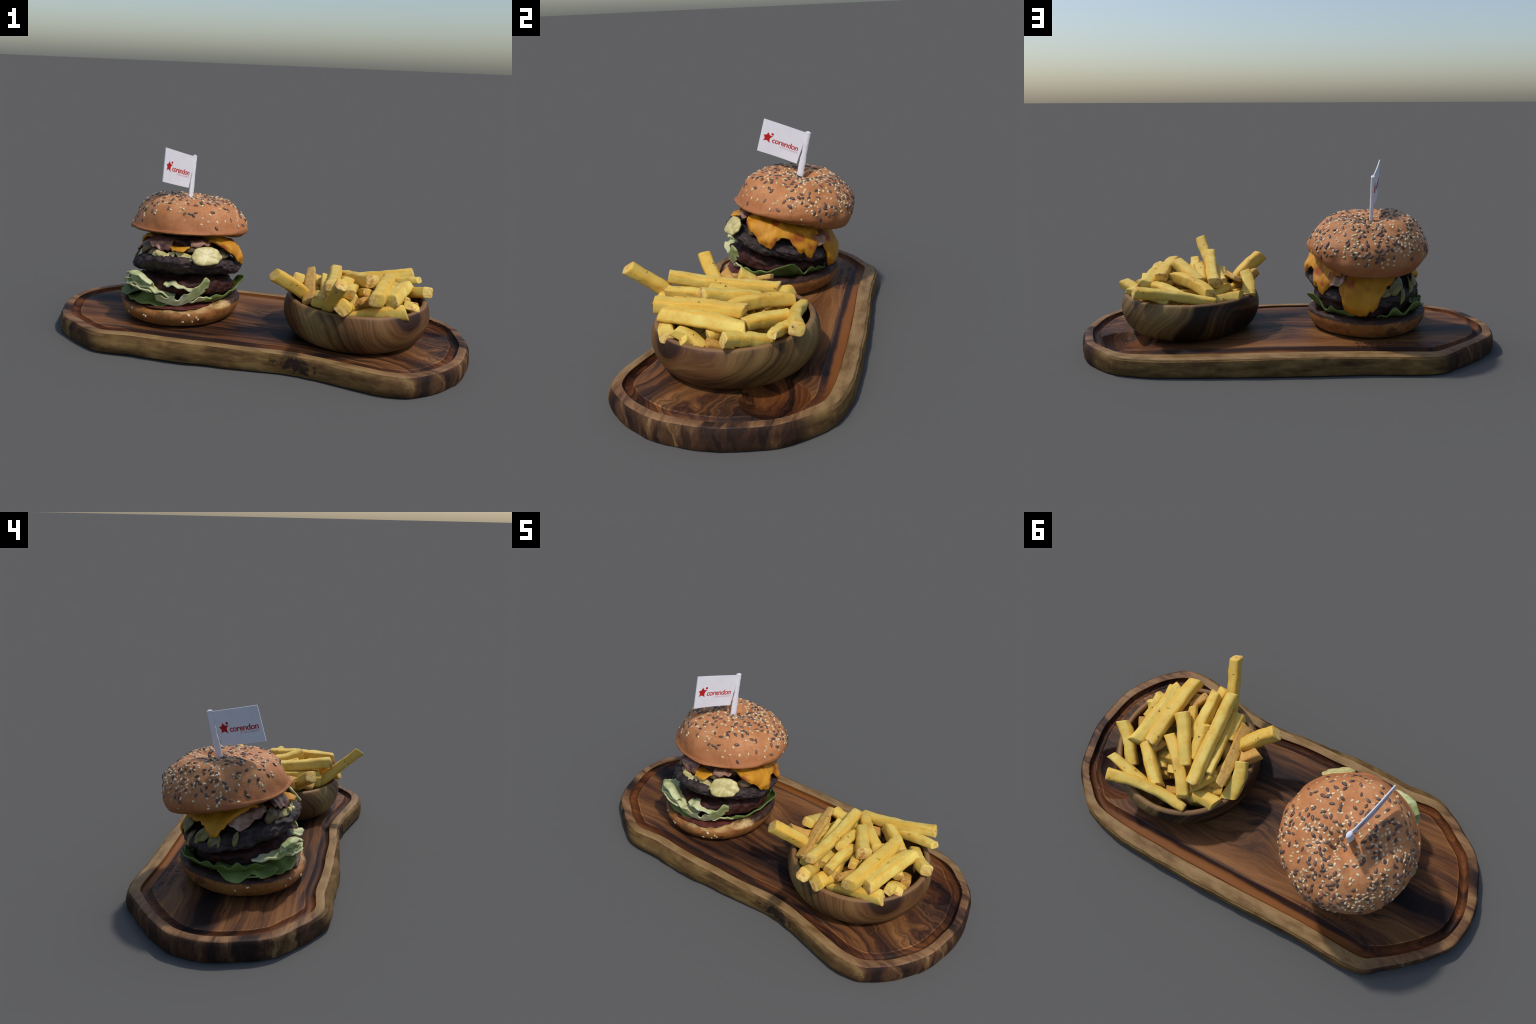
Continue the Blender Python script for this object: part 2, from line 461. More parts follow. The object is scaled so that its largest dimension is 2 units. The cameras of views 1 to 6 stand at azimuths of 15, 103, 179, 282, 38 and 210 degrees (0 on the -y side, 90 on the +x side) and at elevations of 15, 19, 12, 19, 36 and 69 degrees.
def fry_mat(name, base, gold, brown, skin=0.0):
    M = Mat(name, rough=0.6, spec=0.3)
    o = M.tc.outputs["Object"]
    gx, gy, gz = M.xyz(M.tc.outputs["Generated"])
    r = M.rand()
    off = M.vmath("ADD", o, M.comb(M.math("MULTIPLY", r, 37.0), M.math("MULTIPLY", r, 11.0), 0.0))
    n = M.noise(off, 18, 4, 0.6)
    n2 = M.noise(off, 55, 3, 0.6)
    col = M.mix(M.range(n, 0.38, 0.74, 0.0, 0.8), base, gold)
    blot = M.noise(off, 8, 5, 0.65)
    col = M.mix(M.range(blot, 0.57, 0.72, 0.0, 0.60), col, brown)
    col = M.mix(M.range(r, 0.0, 1.0, 0.0, 0.50), col, gold)
    # golden, crisp arrises and browned cut ends
    ex = M.math("ABSOLUTE", M.math("SUBTRACT", gx, 0.5))
    ey = M.math("ABSOLUTE", M.math("SUBTRACT", gy, 0.5))
    corner = M.math("ADD", M.math("MINIMUM", ex, ey), M.math("MULTIPLY", M.math("SUBTRACT", n2, 0.5), 0.25))
    col = M.mix(M.range(corner, 0.16, 0.34, 0.0, 0.90), col, gold)
    ez = M.math("ADD", M.math("ABSOLUTE", M.math("SUBTRACT", gz, 0.5)), M.math("MULTIPLY", M.math("SUBTRACT", n2, 0.5), 0.06))
    col = M.mix(M.range(ez, 0.455, 0.495, 0.0, 0.85), col, M.mix(M.range(n2, 0.42, 0.66), (0.70, 0.51, 0.18), brown))
    if skin:
        col = M.mix(M.range(n2, 0.35, 0.65, skin * 0.3, skin), col, brown)
    # flecks of dried herbs
    fl = M.voronoi(M.vmath("ADD", off, M.vmath("MULTIPLY", M.noise(off, 70, 2, color=True), (0.02, 0.02, 0.02))), 34)
    fl2 = M.range(M.noise(off, 9, 2), 0.52, 0.60)
    col = M.mix(M.math("MULTIPLY", M.range(fl, 0.11, 0.20, 0.9, 0.0), fl2), col, (0.10, 0.085, 0.018))
    M.p.inputs["Subsurface Weight"].default_value = 0.05
    M.p.inputs["Subsurface Radius"].default_value = (0.02, 0.015, 0.005)
    M.bump(M.math("ADD", n2, M.math("MULTIPLY", M.noise(off, 160, 2), 0.5)), 0.25, 0.005)
    return M.done(col)


def leaf_mat(name, green, pale, bias):
    M = Mat(name, rough=0.45, spec=0.35)
    o = M.tc.outputs["Object"]
    n = M.noise(o, 7, 3, 0.5)
    col = M.mix(M.range(M.math("ADD", n, bias), 0.35, 0.75), green, pale)
    v = M.voronoi(M.vmath("ADD", o, M.vmath("MULTIPLY", M.noise(o, 15, 2, color=True), (0.05, 0.05, 0.05))), 22, "DISTANCE_TO_EDGE")
    col = M.mix(M.range(v, 0.0, 0.05, 0.35, 0.0), col, pale)
    M.bump(M.math("ADD", M.math("MULTIPLY", v, 1.0), M.noise(o, 35, 3)), 0.25, 0.006)
    return M.done(col, 0.22)


def plain(name, a, b, scale=20, rough=0.55, spec=0.3, bump=0.2, detail=4):
    M = Mat(name, rough=rough, spec=spec)
    o = M.tc.outputs["Object"]
    n = M.noise(o, scale, detail, 0.6)
    if bump:
        M.bump(n, bump, 0.006)
    return M.done(M.mix(M.range(n, 0.32, 0.68), a, b))


def bacon_mat():
    M = Mat("fried_bacon", rough=0.4, spec=0.4)
    o = M.tc.outputs["Object"]
    n = M.noise(M.coord((9, 9, 34)), 1.0, 4, 0.6)
    col = M.ramp(n, [(0.34, (0.060, 0.020, 0.013)), (0.48, (0.17, 0.068, 0.046)), (0.58, (0.32, 0.165, 0.105)), (0.75, (0.48, 0.32, 0.22))])
    M.bump(n, 0.3, 0.006)
    return M.done(col)


WOOD = board_top_wood()
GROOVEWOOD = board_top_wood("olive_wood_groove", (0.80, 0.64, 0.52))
PALE_EDGE_WOOD = board_top_wood("olive_wood_edge_highlight", (1.75, 1.8, 1.8))  # lightened copy that draws a highlight line along the groove's inner edge
RIMWOOD = rim_wood()
EDGEWOOD = edge_wood()
BOWLWOOD = bowl_wood()
CRUST = top_bun_mat()
CUT = bun_cut_mat()
BOTTOM = bottom_bun_mat()
MEAT = patty_mat()
CHEESE = cheese_mat()
FRY = fry_mat("potato_fry", (0.74, 0.575, 0.140), (0.66, 0.385, 0.050), (0.44, 0.175, 0.035))
FRYSKIN = fry_mat("potato_fry_skin_side", (0.64, 0.44, 0.12), (0.58, 0.31, 0.055), (0.44, 0.205, 0.050), 0.60)
LEAF_GREEN = leaf_mat("lettuce_green", (0.115, 0.175, 0.034), (0.27, 0.34, 0.10), -0.02)
LEAF_PALE = leaf_mat("lettuce_pale", (0.34, 0.42, 0.11), (0.74, 0.74, 0.42), 0.10)
PICKLE = plain("pickle_slice", (0.42, 0.34, 0.11), (0.66, 0.58, 0.27), 30, 0.4, 0.4)
PICKLE_GREEN = plain("pickle_green", (0.105, 0.082, 0.020), (0.23, 0.19, 0.055), 30, 0.4, 0.4)  # olive darkened to carry the shadow these slices lie in under the bun
MUSHROOM = plain("fried_mushroom", (0.040, 0.022, 0.012), (0.16, 0.105, 0.048), 26, 0.5)
FILLING = plain("dark_filling", (0.020, 0.011, 0.008), (0.075, 0.036, 0.018), 26, 0.6, 0.2, 0.5)
BACON = bacon_mat()
RECESS_DARK = plain("dark_recess_fill", (0.020, 0.008, 0.006), (0.060, 0.016, 0.011), 24, 0.6, 0.2, 0.4)  # near-black red for the fill between patty and lettuce
SAUCE = plain("tomato_sauce", (0.065, 0.016, 0.012), (0.13, 0.032, 0.024), 26, 0.5, 0.3)
SESAME = plain("sesame_seed", (0.52, 0.36, 0.18), (0.76, 0.63, 0.40), 30, 0.45, 0.35, 0)
FLAX = plain("dark_seed", (0.065, 0.037, 0.029), (0.16, 0.095, 0.070), 30, 0.4, 0.4, 0)
PAPER = plain("white_paper", (0.76, 0.745, 0.785), (0.73, 0.715, 0.755), 25, 0.7, 0.25, 0.06)
RED = plain("red_print", (0.46, 0.014, 0.012), (0.44, 0.012, 0.011), 20, 0.6, 0.2, 0)
RED_FAINT = plain("faint_red_print", (0.60, 0.34, 0.35), (0.58, 0.32, 0.33), 20, 0.6, 0.2, 0)
BURN = plain("engraved_mark", (0.040, 0.020, 0.015), (0.055, 0.028, 0.019), 40, 0.7, 0.2, 0)


# ----------------------------------------------------------- serving board
OUTLINE = [(.989, .024), (.983, -.06), (.971, -.149), (.949, -.219), (.911, -.287), (.873, -.342), (.826, -.390),
           (.767, -.432), (.708, -.448), (.641, -.449), (.568, -.437), (.45, -.410), (.331, -.387), (.255, -.380),
           (.191, -.382), (.083, -.396), (-.005, -.403), (-.126, -.405), (-.21, -.411), (-.333, -.411), (-.465, -.406),
           (-.544, -.416), (-.608, -.424), (-.656, -.419), (-.70, -.399), (-.746, -.376), (-.796, -.340), (-.854, -.30),
           (-.886, -.27), (-.93, -.20), (-.964, -.112), (-.982, -.055), (-.991, .013), (-.985, .082), (-.958, .161),
           (-.897, .242), (-.838, .300), (-.784, .347), (-.717, .399), (-.674, .431), (-.614, .447), (-.548, .450),
           (-.363, .443), (-.203, .448), (.03, .456), (.289, .458), (.511, .455), (.62, .447), (.733, .420), (.798, .389),
           (.856, .338), (.898, .296), (.936, .24), (.955, .183), (.975, .106)]


def board_bulge(x, y):
    b = 0.009
    if y < -0.3:
        b += 0.026 * smooth(-0.75, -0.5, x) * (1 - smooth(-0.3, 0.1, x))
        b += 0.006 * smooth(0.4, 0.6, x) * (1 - smooth(0.75, 0.85, x))
        b += 0.003 * smooth(-0.3, 0.0, x) * (1 - smooth(0.45, 0.6, x))
    if y > 0.4:
        b += 0.003
    return b


def arch(x):
    """the slab is a little thicker in the middle"""
    return math.exp(-((x + 0.08) / 0.46) ** 2)


def panel_z(x, y):
    return 0.0855 + 0.011 * arch(x) + 0.002 * smooth(-0.5, -0.8, x) + 0.0010 * nz(x * 4, y * 4, 1)


def build_board():
    n = 900
    pts = spline(OUTLINE, n, True)
    nor = []
    for i in range(n):
        t = pts[(i + 5) % n] - pts[i - 5]
        nor.append(Vector((t.y, -t.x)).normalized())
    if nor[0].x < 0:
        nor = [-v for v in nor]
    for i in range(n):  # average the normals so that insets stay clean
        pass
    sm = []
    for i in range(n):
        s = Vector((0, 0))
        for k in range(-14, 15):
            s += nor[(i + k) % n]
        sm.append(s.normalized())
    # (inset, height) of the cross-section, bottom to panel; "b" scales with the side bulge
    rows = [("i", .030, 0.0), ("i", .008, 0.0), ("b", .45, .003), ("b", .85, .012), ("b", 1.0, .028), ("b", .95, .046), ("b", .75, .064),
            ("b", .45, .076), ("i", .001, .083), ("i", .004, .0875), ("i", .009, .0905), ("i", .016, .0915), ("i", .028, .0915), ("i", .036, .0914),
            ("w", .0425, .0910), ("w", .0435, .0900), ("w", .0450, .0810), ("w", .0485, .0735), ("w", .056, .0675), ("w", .063, .0655), ("w", .070, .0665),
            ("w", .077, .0700), ("w", .083, .0760), ("w", .0880, .0842), ("w", .0892, .0852), ("w", .092, .0854), ("w", .098, .0854)]
    hc, ha, hb = Vector((0.760, 0.193)), 0.142, 0.130
    V = []
    m = 0
    for kind, d, z in rows:
        for i in range(n):
            p, q = pts[i], sm[i]
            if kind == "b":
                off = d * board_bulge(p.x, p.y)
            else:
                off = -d
                if kind == "w":
                    off *= 1 + 0.36 * smooth(0.25, 0.42, p.y) * (1 - smooth(0.55, 0.8, abs(p.x))) - 0.10 * smooth(0.6, 0.95, p.x)
            rough = 0.0
            if kind == "b" or d < 0.03:
                a = i / n * 90
                rough = 0.0035 * nz(p.x * 9, p.y * 9, z * 14) + 0.0022 * nz(p.x * 28, p.y * 28, z * 30)
                if z == 0:
                    rough *= 0.4
            c = p + q * (off + rough)
            zz = z
            if z > 0.06:
                zz += 0.0016 * nz(p.x * 5, p.y * 5, 3) * smooth(.06, .088, z)
                far = smooth(0.28, 0.42, p.y) * (1 - smooth(0.72, 0.86, abs(p.x)))
                zz -= far * (0.0095 * (1 - 0.4 * smooth(0.0, 0.045, d)) if kind != "w" else 0.0055 * (1 - smooth(0.043, 0.060, d)) - 0.002 * smooth(0.043, 0.052, d) * (1 - smooth(0.075, 0.089, d)))
                zz -= 0.004 * smooth(-0.28, -0.36, p.y) * (1 - smooth(0.5, 0.7, abs(p.x + 0.1))) * (1 - smooth(0.043, 0.05, d))
                zz += (0.0065 if d < 0.044 else 0.0065 + 0.0045 * smooth(0.044, 0.088, d)) * arch(c.x)
            V.append(Vector((c.x, c.y, zz)))
        m += 1
    base = V[-n:]
    inner = 90
    for k in range(1, inner + 1):
        f = k / inner
        for i in range(n):
            b = base[i]
            q = b.lerp(Vector((max(-0.5, min(0.5, b.x * 0.6)), 0.01, b.z)), f)
            q.z = lerp(b.z, panel_z(q.x, q.y), smooth(0, 0.12, f))
            V.append(q)
        m += 1
    # carved thumb hollow near the +x end
    for v in V:
        if v.z > 0.05 and v.x > 0.5:
            d = ((v.x - hc.x) / ha) ** 2 + ((v.y - hc.y) / hb) ** 2
            if d < 1.3 and min((Vector((v.x, v.y)) - p).length for p in pts[::6]) > 0.040:
                v.z = min(v.z, 0.046 + 0.040 * d ** 1.5)
    F = grid_faces(m, n, True)
    F.append(tuple(range(n)))
    ob = mesh_object("serving_board", V, F, WOOD, smooth_angle=30)
    me = ob.data
    me.materials.append(RIMWOOD)
    me.materials.append(EDGEWOOD)
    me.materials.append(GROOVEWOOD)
    me.materials.append(PALE_EDGE_WOOD)
    side_rows = [d for _, d, _ in rows].index(.004)
    edge_row = [d for _, d, _ in rows].index(.0880)
    rim_rows = [d for _, d, _ in rows].index(.0435)
    for p in me.polygons:  # faces keep the order of the cross-section rows
        row = p.index // n
        if row < side_rows:
            p.material_index = 2
        elif row < rim_rows:
            p.material_index = 1
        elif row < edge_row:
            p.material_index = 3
        elif row < edge_row + 2:
            p.material_index = 4
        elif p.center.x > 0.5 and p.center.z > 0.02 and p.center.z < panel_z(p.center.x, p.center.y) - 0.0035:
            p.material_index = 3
    return ob


board = build_board()
board["label"] = "long olive wood serving board with a carved juice groove"
board["category"] = "serving board"


def text_mesh(body, size=1.0, spacing=1.0, bold=0.0, shear=0.0):
    cu = bpy.data.curves.new("lettering", "FONT")
    cu.body = body
    cu.size = size
    cu.space_character = spacing
    cu.offset = bold
    cu.shear = shear
    cu.resolution_u = 6
    ob = link(bpy.data.objects.new("lettering", cu))
    bpy.context.view_layer.update()
    me = bpy.data.meshes.new_from_object(ob.evaluated_get(bpy.context.evaluated_depsgraph_get()))
    bpy.data.objects.remove(ob)
    bpy.data.curves.remove(cu)
    V = [v.co.copy() for v in me.vertices]
    F = [tuple(p.vertices) for p in me.polygons]
    bpy.data.meshes.remove(me)
    x0, x1 = min(v.x for v in V), max(v.x for v in V)
    return [Vector(((v.x - x0) / (x1 - x0), v.y, 0)) for v in V], F, x1 - x0


def flat_text(name, body, mat, parent, place, width, depth, height=None, **kw):
    """lettering on a surface: place(s, t, lift) maps text coordinates to space"""
    V, F, w = text_mesh(body, **kw)
    hmax = max(v.y for v in V)
    hs = (height / hmax) if height else width / w
    bm = bmesh.new()
    vs = [bm.verts.new(v) for v in V]
    for f in F:
        try:
            bm.faces.new([vs[i] for i in f])
        except ValueError:
            pass
    r = bmesh.ops.extrude_face_region(bm, geom=bm.faces[:])
    for e in r["geom"]:
        if isinstance(e, bmesh.types.BMVert):
            e.co.z = 1.0
    for v in bm.verts:
        v.co = place(v.co.x * width, v.co.y * hs, lerp(-0.0004, depth, v.co.z))
    bmesh.ops.recalc_face_normals(bm, faces=bm.faces)
    me = bpy.data.meshes.new(name)
    bm.to_mesh(me)
    bm.free()
    me.materials.append(mat)
    ob = link(bpy.data.objects.new(name, me))
    ob.parent = parent
    ob.matrix_parent_inverse = Matrix.Translation(-parent.location)
    return ob


def on_board(origin, direction):
    d = Vector((*direction, 0)).normalized()
    u = Vector((-d.y, d.x, 0))
    def place(s, t, lift):
        p = Vector((*origin, 0)) + d * s + u * t
        return Vector((p.x, p.y, panel_z(p.x, p.y) + lift))
    return place


flat_text("engraved_writing", "PURE OLIVE WOOD", BURN, board, on_board((-0.305, 0.330), (-1, -0.026)), 0.293, 0.0006, 0.0190, bold=-0.008)
flat_text("engraved_writing", "BOWLS & Dishes", BURN, board, on_board((-0.300, 0.296), (-1, -0.036)), 0.290, 0.0006, 0.026, bold=-0.008)


# ------------------------------------------------------------------- bowl
BC = Vector((0.475, -0.016, 0.0875))


def build_bowl():
    prof = [(0, 0.0), (0.15, 0.0), (0.215, 0.0005), (0.243, 0.003), (0.266, 0.011), (0.287, 0.026), (0.304, 0.045), (0.318, 0.070), (0.327, 0.098), (0.330, 0.125), (0.327, 0.150),
            (0.319, 0.174), (0.313, 0.185), (0.308, 0.190), (0.302, 0.1915), (0.295, 0.1905), (0.290, 0.185), (0.292, 0.168), (0.290, 0.145), (0.278, 0.122), (0.245, 0.104), (0.17, 0.096), (0, 0.095)]
    ps = spline([(r, z, 0) for r, z in prof], 90)
    n = 160
    V = []
    for p in ps:
        for j in range(n):
            a = TAU * j / n
            r = max(p.x, 0.0) * (1.006 + 0.004 * math.sin(2 * a + 0.7) + 0.002 * nz(math.cos(a) * 2, math.sin(a) * 2, p.y * 6))
            z = p.y + 0.003 * smooth(0.12, 0.19, p.y) * nz(math.cos(a) * 1.4, math.sin(a) * 1.4, 5)
            V.append(BC + Vector((r * math.cos(a), r * math.sin(a), max(0, z))))
    ob = mesh_object("wooden_bowl", V, grid_faces(len(ps), n, True), BOWLWOOD, loc=BC)
    ob["label"] = "round turned wooden bowl with streaky brown grain"
    ob["category"] = "bowl"
    return ob


bowl = build_bowl()

# ------------------------------------------------------------------ fries
fries = empty("french_fries", (0.474, -0.02, 0.10), "heap of thick cut golden french fries with herbs", "french fries")


def build_fry(p0, p1, w, h, seed, roll=0.0, bend=(0.0, 0.0), taper=(1.0, 1.0), mat=FRY):
    p0, p1 = Vector(p0), Vector(p1)
    ax = p1 - p0
    L = ax.length
    zax = ax / L
    up = Vector((0, 0, 1)) if abs(zax.z) < 0.9 else Vector((0, 1, 0))
    xax = up.cross(zax).normalized()
    yax = zax.cross(xax)
    R = Matrix((xax, yax, zax)).transposed().to_4x4() @ Matrix.Rotation(roll, 4, "Z")
    rnd = random.Random(seed)
    nr, ns = 26, 24
    slant0, slant1 = (rnd.uniform(-0.35, 0.35) for _ in range(2))
    slant0b, slant1b = (rnd.uniform(-0.35, 0.35) for _ in range(2))
    skew = rnd.uniform(-0.16, 0.16)
    bx, by = rnd.uniform(-0.010, 0.010), rnd.uniform(-0.007, 0.010)
    taper = (taper[0] * rnd.uniform(0.88, 1.08), taper[1] * rnd.uniform(0.88, 1.08))
    corner = [rnd.uniform(0.90, 1.04) for _ in range(4)]
    tw = rnd.uniform(-0.25, 0.25)
    V = []
    # rings: rounded end, body, rounded end
    stations = [(0.0, 0.0), (0.0, 0.82), (0.004, 0.94), (0.012, 1.0)]
    body = [(0.03 + 0.94 * i / (nr - 1), 1.0) for i in range(nr)]
    ends = [(1 - s, k) for s, k in reversed(stations)]
    rings = stations + body + ends
    for s, k in rings:
        z = (s - 0.5) * L
        tp = lerp(taper[0], taper[1], s)
        wob = 1 + 0.16 * nz(s * L * 11, seed * 1.7, 0)
        wob2 = 1 + 0.16 * nz(s * L * 11, seed * 1.7, 9)
        arc = 1 - (2 * s - 1) ** 2
        cx = (bend[0] + bx) * arc + 0.004 * nz(s * L * 9, seed, 5)
        cy = (bend[1] + by) * arc + 0.004 * nz(s * L * 9, seed, 8)
        for j in range(ns):
            a = TAU * j / ns + tw * (s - 0.5)
            c, q = math.cos(TAU * (j + 0.5) / ns), math.sin(TAU * (j + 0.5) / ns)
            e = 0.41
            X = math.copysign(abs(c) ** e, c) * w * 0.5 * tp * wob * k
            Y = math.copysign(abs(q) ** e, q) * h * 0.5 * tp * wob2 * k
            k4 = corner[int(4 * j / ns) % 4]
            kk = lerp(1, k4, abs(c * q) * 2)
            X, Y = X * kk, Y * kk
            X += skew * Y
            ca, sa = math.cos(tw * (s - 0.5)), math.sin(tw * (s - 0.5))
            X, Y = X * ca - Y * sa, X * sa + Y * ca
            zz = z
            zz += (slant0 * X + slant0b * Y) * (1 - smooth(0, 0.35, s)) + (slant1 * X + slant1b * Y) * smooth(0.65, 1, s)
            d = 0.0030 * nz(X * 40 + seed, Y * 40, zz * 26) + 0.0009 * nz(X * 90, Y * 90 + seed, zz * 90)
            rr = math.hypot(X, Y) or 1
            V.append(Vector((X + X / rr * d + cx, Y + Y / rr * d + cy, zz)))
    F = grid_faces(len(rings), ns, True)
    ob = mesh_object("french_fry", V, F, mat, smooth_angle=60)
    ob.parent = fries
    ob.matrix_parent_inverse = Matrix.Translation(-fries.location)
    ob.matrix_basis = Matrix.Translation((p0 + p1) / 2) @ R
    return ob


# end points of the fries that can be told apart: (from, to, width, height, roll, (bend x, bend y), (taper), skin side)
D = -0.017
FRIES = [
    ((.460, -.452, .452), (.372, -.222, .250), .050, .050, 0.5, (0, .006), (1, 1), 0),
    ((.130, -.236, .400), (.262, -.140, .285), .052, .052, 0.1, (0, .010), (1, 1), 0),
    ((.395, -.308, .398), (.348, .134, .342), .053, .055, 0.0, (0, -.004), (.95, 1), 0),
    ((.588, -.302, .354), (.608, .060, .351), .058, .052, 0.0, (0, 0), (1, 1), 0),
    ((.645, -.246, .339), (.688, .080, .315), .058, .058, -0.35, (.010, 0), (1, .95), 0),
    ((.551, -.122, .382), (.422, .076, .331), .060, .056, 0.0, (0, 0), (1, 1), 0),
    ((.566, -.020, .338), (.362, .198, .303), .056, .058, 0.0, (.010, .006), (.98, .95), 0),
    ((.640, .060, .312), (.490, .204, .290), .060, .056, 0.2, (0, 0), (.9, 1), 0),
    ((.790, .022, .318), (.655, .165, .255), .056, .054, 0.2, (0, .004), (1, 1), 0),
    ((.742, .186, .325), (.548, .222, .272), .054, .040, 0.0, (0, 0), (.65, 1.05), 0),
    ((.704, .272, .334), (.335, .230, .272), .054, .052, 0.1, (0.016, -.004), (1, .75), 0),
    ((.222, .152, .285), (.345, .160, .262), .056, .050, 0.5, (0, 0), (1, .8), 0),
    ((.285, .028, .305), (.375, .160, .276), .050, .050, 0.3, (0, 0), (.8, 1.1), 0),
    ((.292, -.232, .292), (.240, .085, .352), .058, .030, -0.5, (0, .004), (1.0, .7), 1),
    ((.380, -.250, .325), (.312, .056, .328), .052, .048, 0.2, (0, 0), (1, .7), 0),
    ((.474, -.290, .364), (.462, -.060, .320), .052, .050, 0.1, (0, 0), (.9, 1), 0),
    ((.440, -.130, .368), (.412, .030, .322), .050, .048, 0.4, (0, 0), (1, .9), 0),
    ((.537, -.188, .352), (.485, -.060, .300), .046, .046, 0.0, (0, 0), (.8, 1), 0),
    ((.515, -.272, .332), (.560, -.190, .320), .046, .030, 0.0, (0, 0), (.6, 1), 1),
    ((.340, -.262, .305), (.326, -.140, .290), .054, .050, 0.0, (0, 0), (1, 1), 0),
    ((.168, -.140, .330), (.262, -.040, .272), .054, .044, 0.3, (0, 0), (.9, 1), 1),
    ((.208, -.064, .345), (.196, .080, .258), .056, .050, 0.0, (.006, 0), (.85, 1.1), 0),
    ((.716, -.180, .312), (.726, -.075, .238), .052, .050, 0.0, (0, 0), (.8, 1), 0),
    ((.712, -.214, .288), (.470, -.268, .252), .052, .056, 0.1, (0.01, 0), (1.05, .8), 0),
    ((.456, -.345, .318), (.480, -.215, .272), .056, .056, 0.6, (0, 0), (1, 1), 0),
    ((.745, -.140, .292), (.700, -.050, .230), .050, .046, 0.3, (0, 0), (.7, 1), 0),
    ((.486, -.262, .330), (.440, -.120, .300), .048, .046, 0.0, (0, 0), (1, 1), 0),
    ((.610, .092, .312), (.570, .010, .318), .042, .030, 0.0, (0, 0), (.7, 1), 1),
    ((.420, -.235, .322), (.380, -.080, .292), .048, .044, 0.2, (0, 0), (1, 1), 0),
    ((.235, -.110, .290), (.330, .060, .255), .048, .046, 0.2, (0, 0), (1, 1), 0),
    ((.735, -.058, .268), (.700, .020, .222), .048, .044, 0.2, (0, 0), (.9, 1), 1),
    ((.700, -.060, .285), (.600, .040, .285), .050, .046, 0.2, (0, 0), (1, 1), 0),
    ((.600, -.220, .286), (.560, -.080, .276), .046, .044, 0.3, (0, 0), (1, 1), 1),
]
for i, (a, b, w, h, roll, bend, tap, skin) in enumerate(FRIES):
    build_fry(a, b, w * 1.10, h * 1.08, 11 + i, roll, bend, tap, FRYSKIN if skin else FRY)
rf = random.Random(21)
for i in range(34):  # the layer underneath that fills the bowl
    z = 0.196 + 0.072 * (i / 33) + rf.uniform(-0.006, 0.006)
    rmax = 0.245
    a, r = i * 2.399, rmax * math.sqrt((i * 0.618 + 0.3) % 1.0) * 0.86
    c = Vector((BC.x + r * math.cos(a), BC.y + r * math.sin(a), z - 0.10 * max(0.0, r - 0.12)))
    b = rf.uniform(0, TAU) if r < 0.12 else a + math.pi / 2 + rf.uniform(-0.6, 0.6)
    half = rf.uniform(0.06, 0.105)
    d = Vector((math.cos(b), math.sin(b), rf.uniform(-0.15, 0.15))) * half
    build_fry(c - d, c + d, rf.uniform(.046, .056), rf.uniform(.042, .052), 100 + i, rf.uniform(-.6, .6),
              (rf.uniform(-.01, .01), 0), (rf.uniform(.85, 1.05), rf.uniform(.85, 1.05)), FRYSKIN if rf.random() < .25 else FRY)

# ----------------------------------------------------------------- burger
burger = empty("hamburger", (-0.38, 0.0, 0.081), "tall stacked burger with seeded bun, cheese and lettuce", "hamburger")
BB = Vector((-0.386, -0.013, 0.0955))


def build_bottom_bun():
    prof = [(0, 0.0), (0.15, 0.0), (0.222, 0.001), (0.246, 0.006), (0.262, 0.016), (0.275, 0.032), (0.284, 0.052), (0.287, 0.070), (0.284, 0.086),
            (0.272, 0.095), (0.245, 0.097), (0.20, 0.094), (0.1, 0.092), (0, 0.092)]
    ps = spline([(r, z, 0) for r, z in prof], 80)
    n = 200
    V = []
    for p in ps:
        for j in range(n):
            a = TAU * j / n
            ca, sa = math.cos(a), math.sin(a)
            r = p.x * (1 - 0.03 * max(0, sa) * max(0, abs(ca)) + 0.018 * nz(ca * 1.3, sa * 1.3, 2) + 0.016 * nz(ca * 4, sa * 4, p.y * 14) + 0.006 * nz(ca * 11, sa * 11, p.y * 40))
            z = p.y * (1.03 - 0.20 * smooth(0.2, 1.0, -sa) + 0.04 * max(0, ca) + 0.02 * nz(ca * 2, sa * 2, 4))
            z += 0.007 * smooth(0.06, 0.09, p.y) * nz(r * ca * 16, r * sa * 22, 8)
            V.append(BB + Vector((r * ca, r * sa, max(0.0, z))))
    return mesh_object("bottom_bun", V, grid_faces(len(ps), n, True), BOTTOM, burger, loc=BB)


bottom_bun = build_bottom_bun()


def blob_disc(name, c, r, h, mat, tilt=(0, 0), rough=0.01, freq=8, parent=burger, flat=3.0, seed=0, n=120, m=40, squash=1.0, spin=0.0, grain=0.0):
    """thick rounded disc with lumpy surface, tilted by the two slopes"""
    c = Vector(c)
    V = []
    for i in range(m + 1):
        t = math.pi * i / m
        cr, ch = math.sin(t), math.cos(t)
        pr = math.copysign(abs(cr) ** (2 / flat), cr)
        ph = math.copysign(abs(ch) ** (2 / 2.4), ch)
        for j in range(n):
            a = TAU * j / n
            x, y, z = r * pr * math.cos(a), r * squash * pr * math.sin(a), h * ph
            d = rough * fbm(x * freq + seed, y * freq, z * freq * 1.5, 3) + grain * fbm(x * 45 + seed, y * 45, z * 45, 2)
            k = 1 + d / r
            x, y, z = x * k, y * k, z * (1 + 0.5 * d / max(h, 0.004)) if h > 0.02 else z
            x, y = x * math.cos(spin) - y * math.sin(spin), x * math.sin(spin) + y * math.cos(spin)
            V.append(c + Vector((x, y, z + tilt[0] * x + tilt[1] * y)))
    return mesh_object(name, V, grid_faces(m + 1, n, True), mat, parent, loc=c)


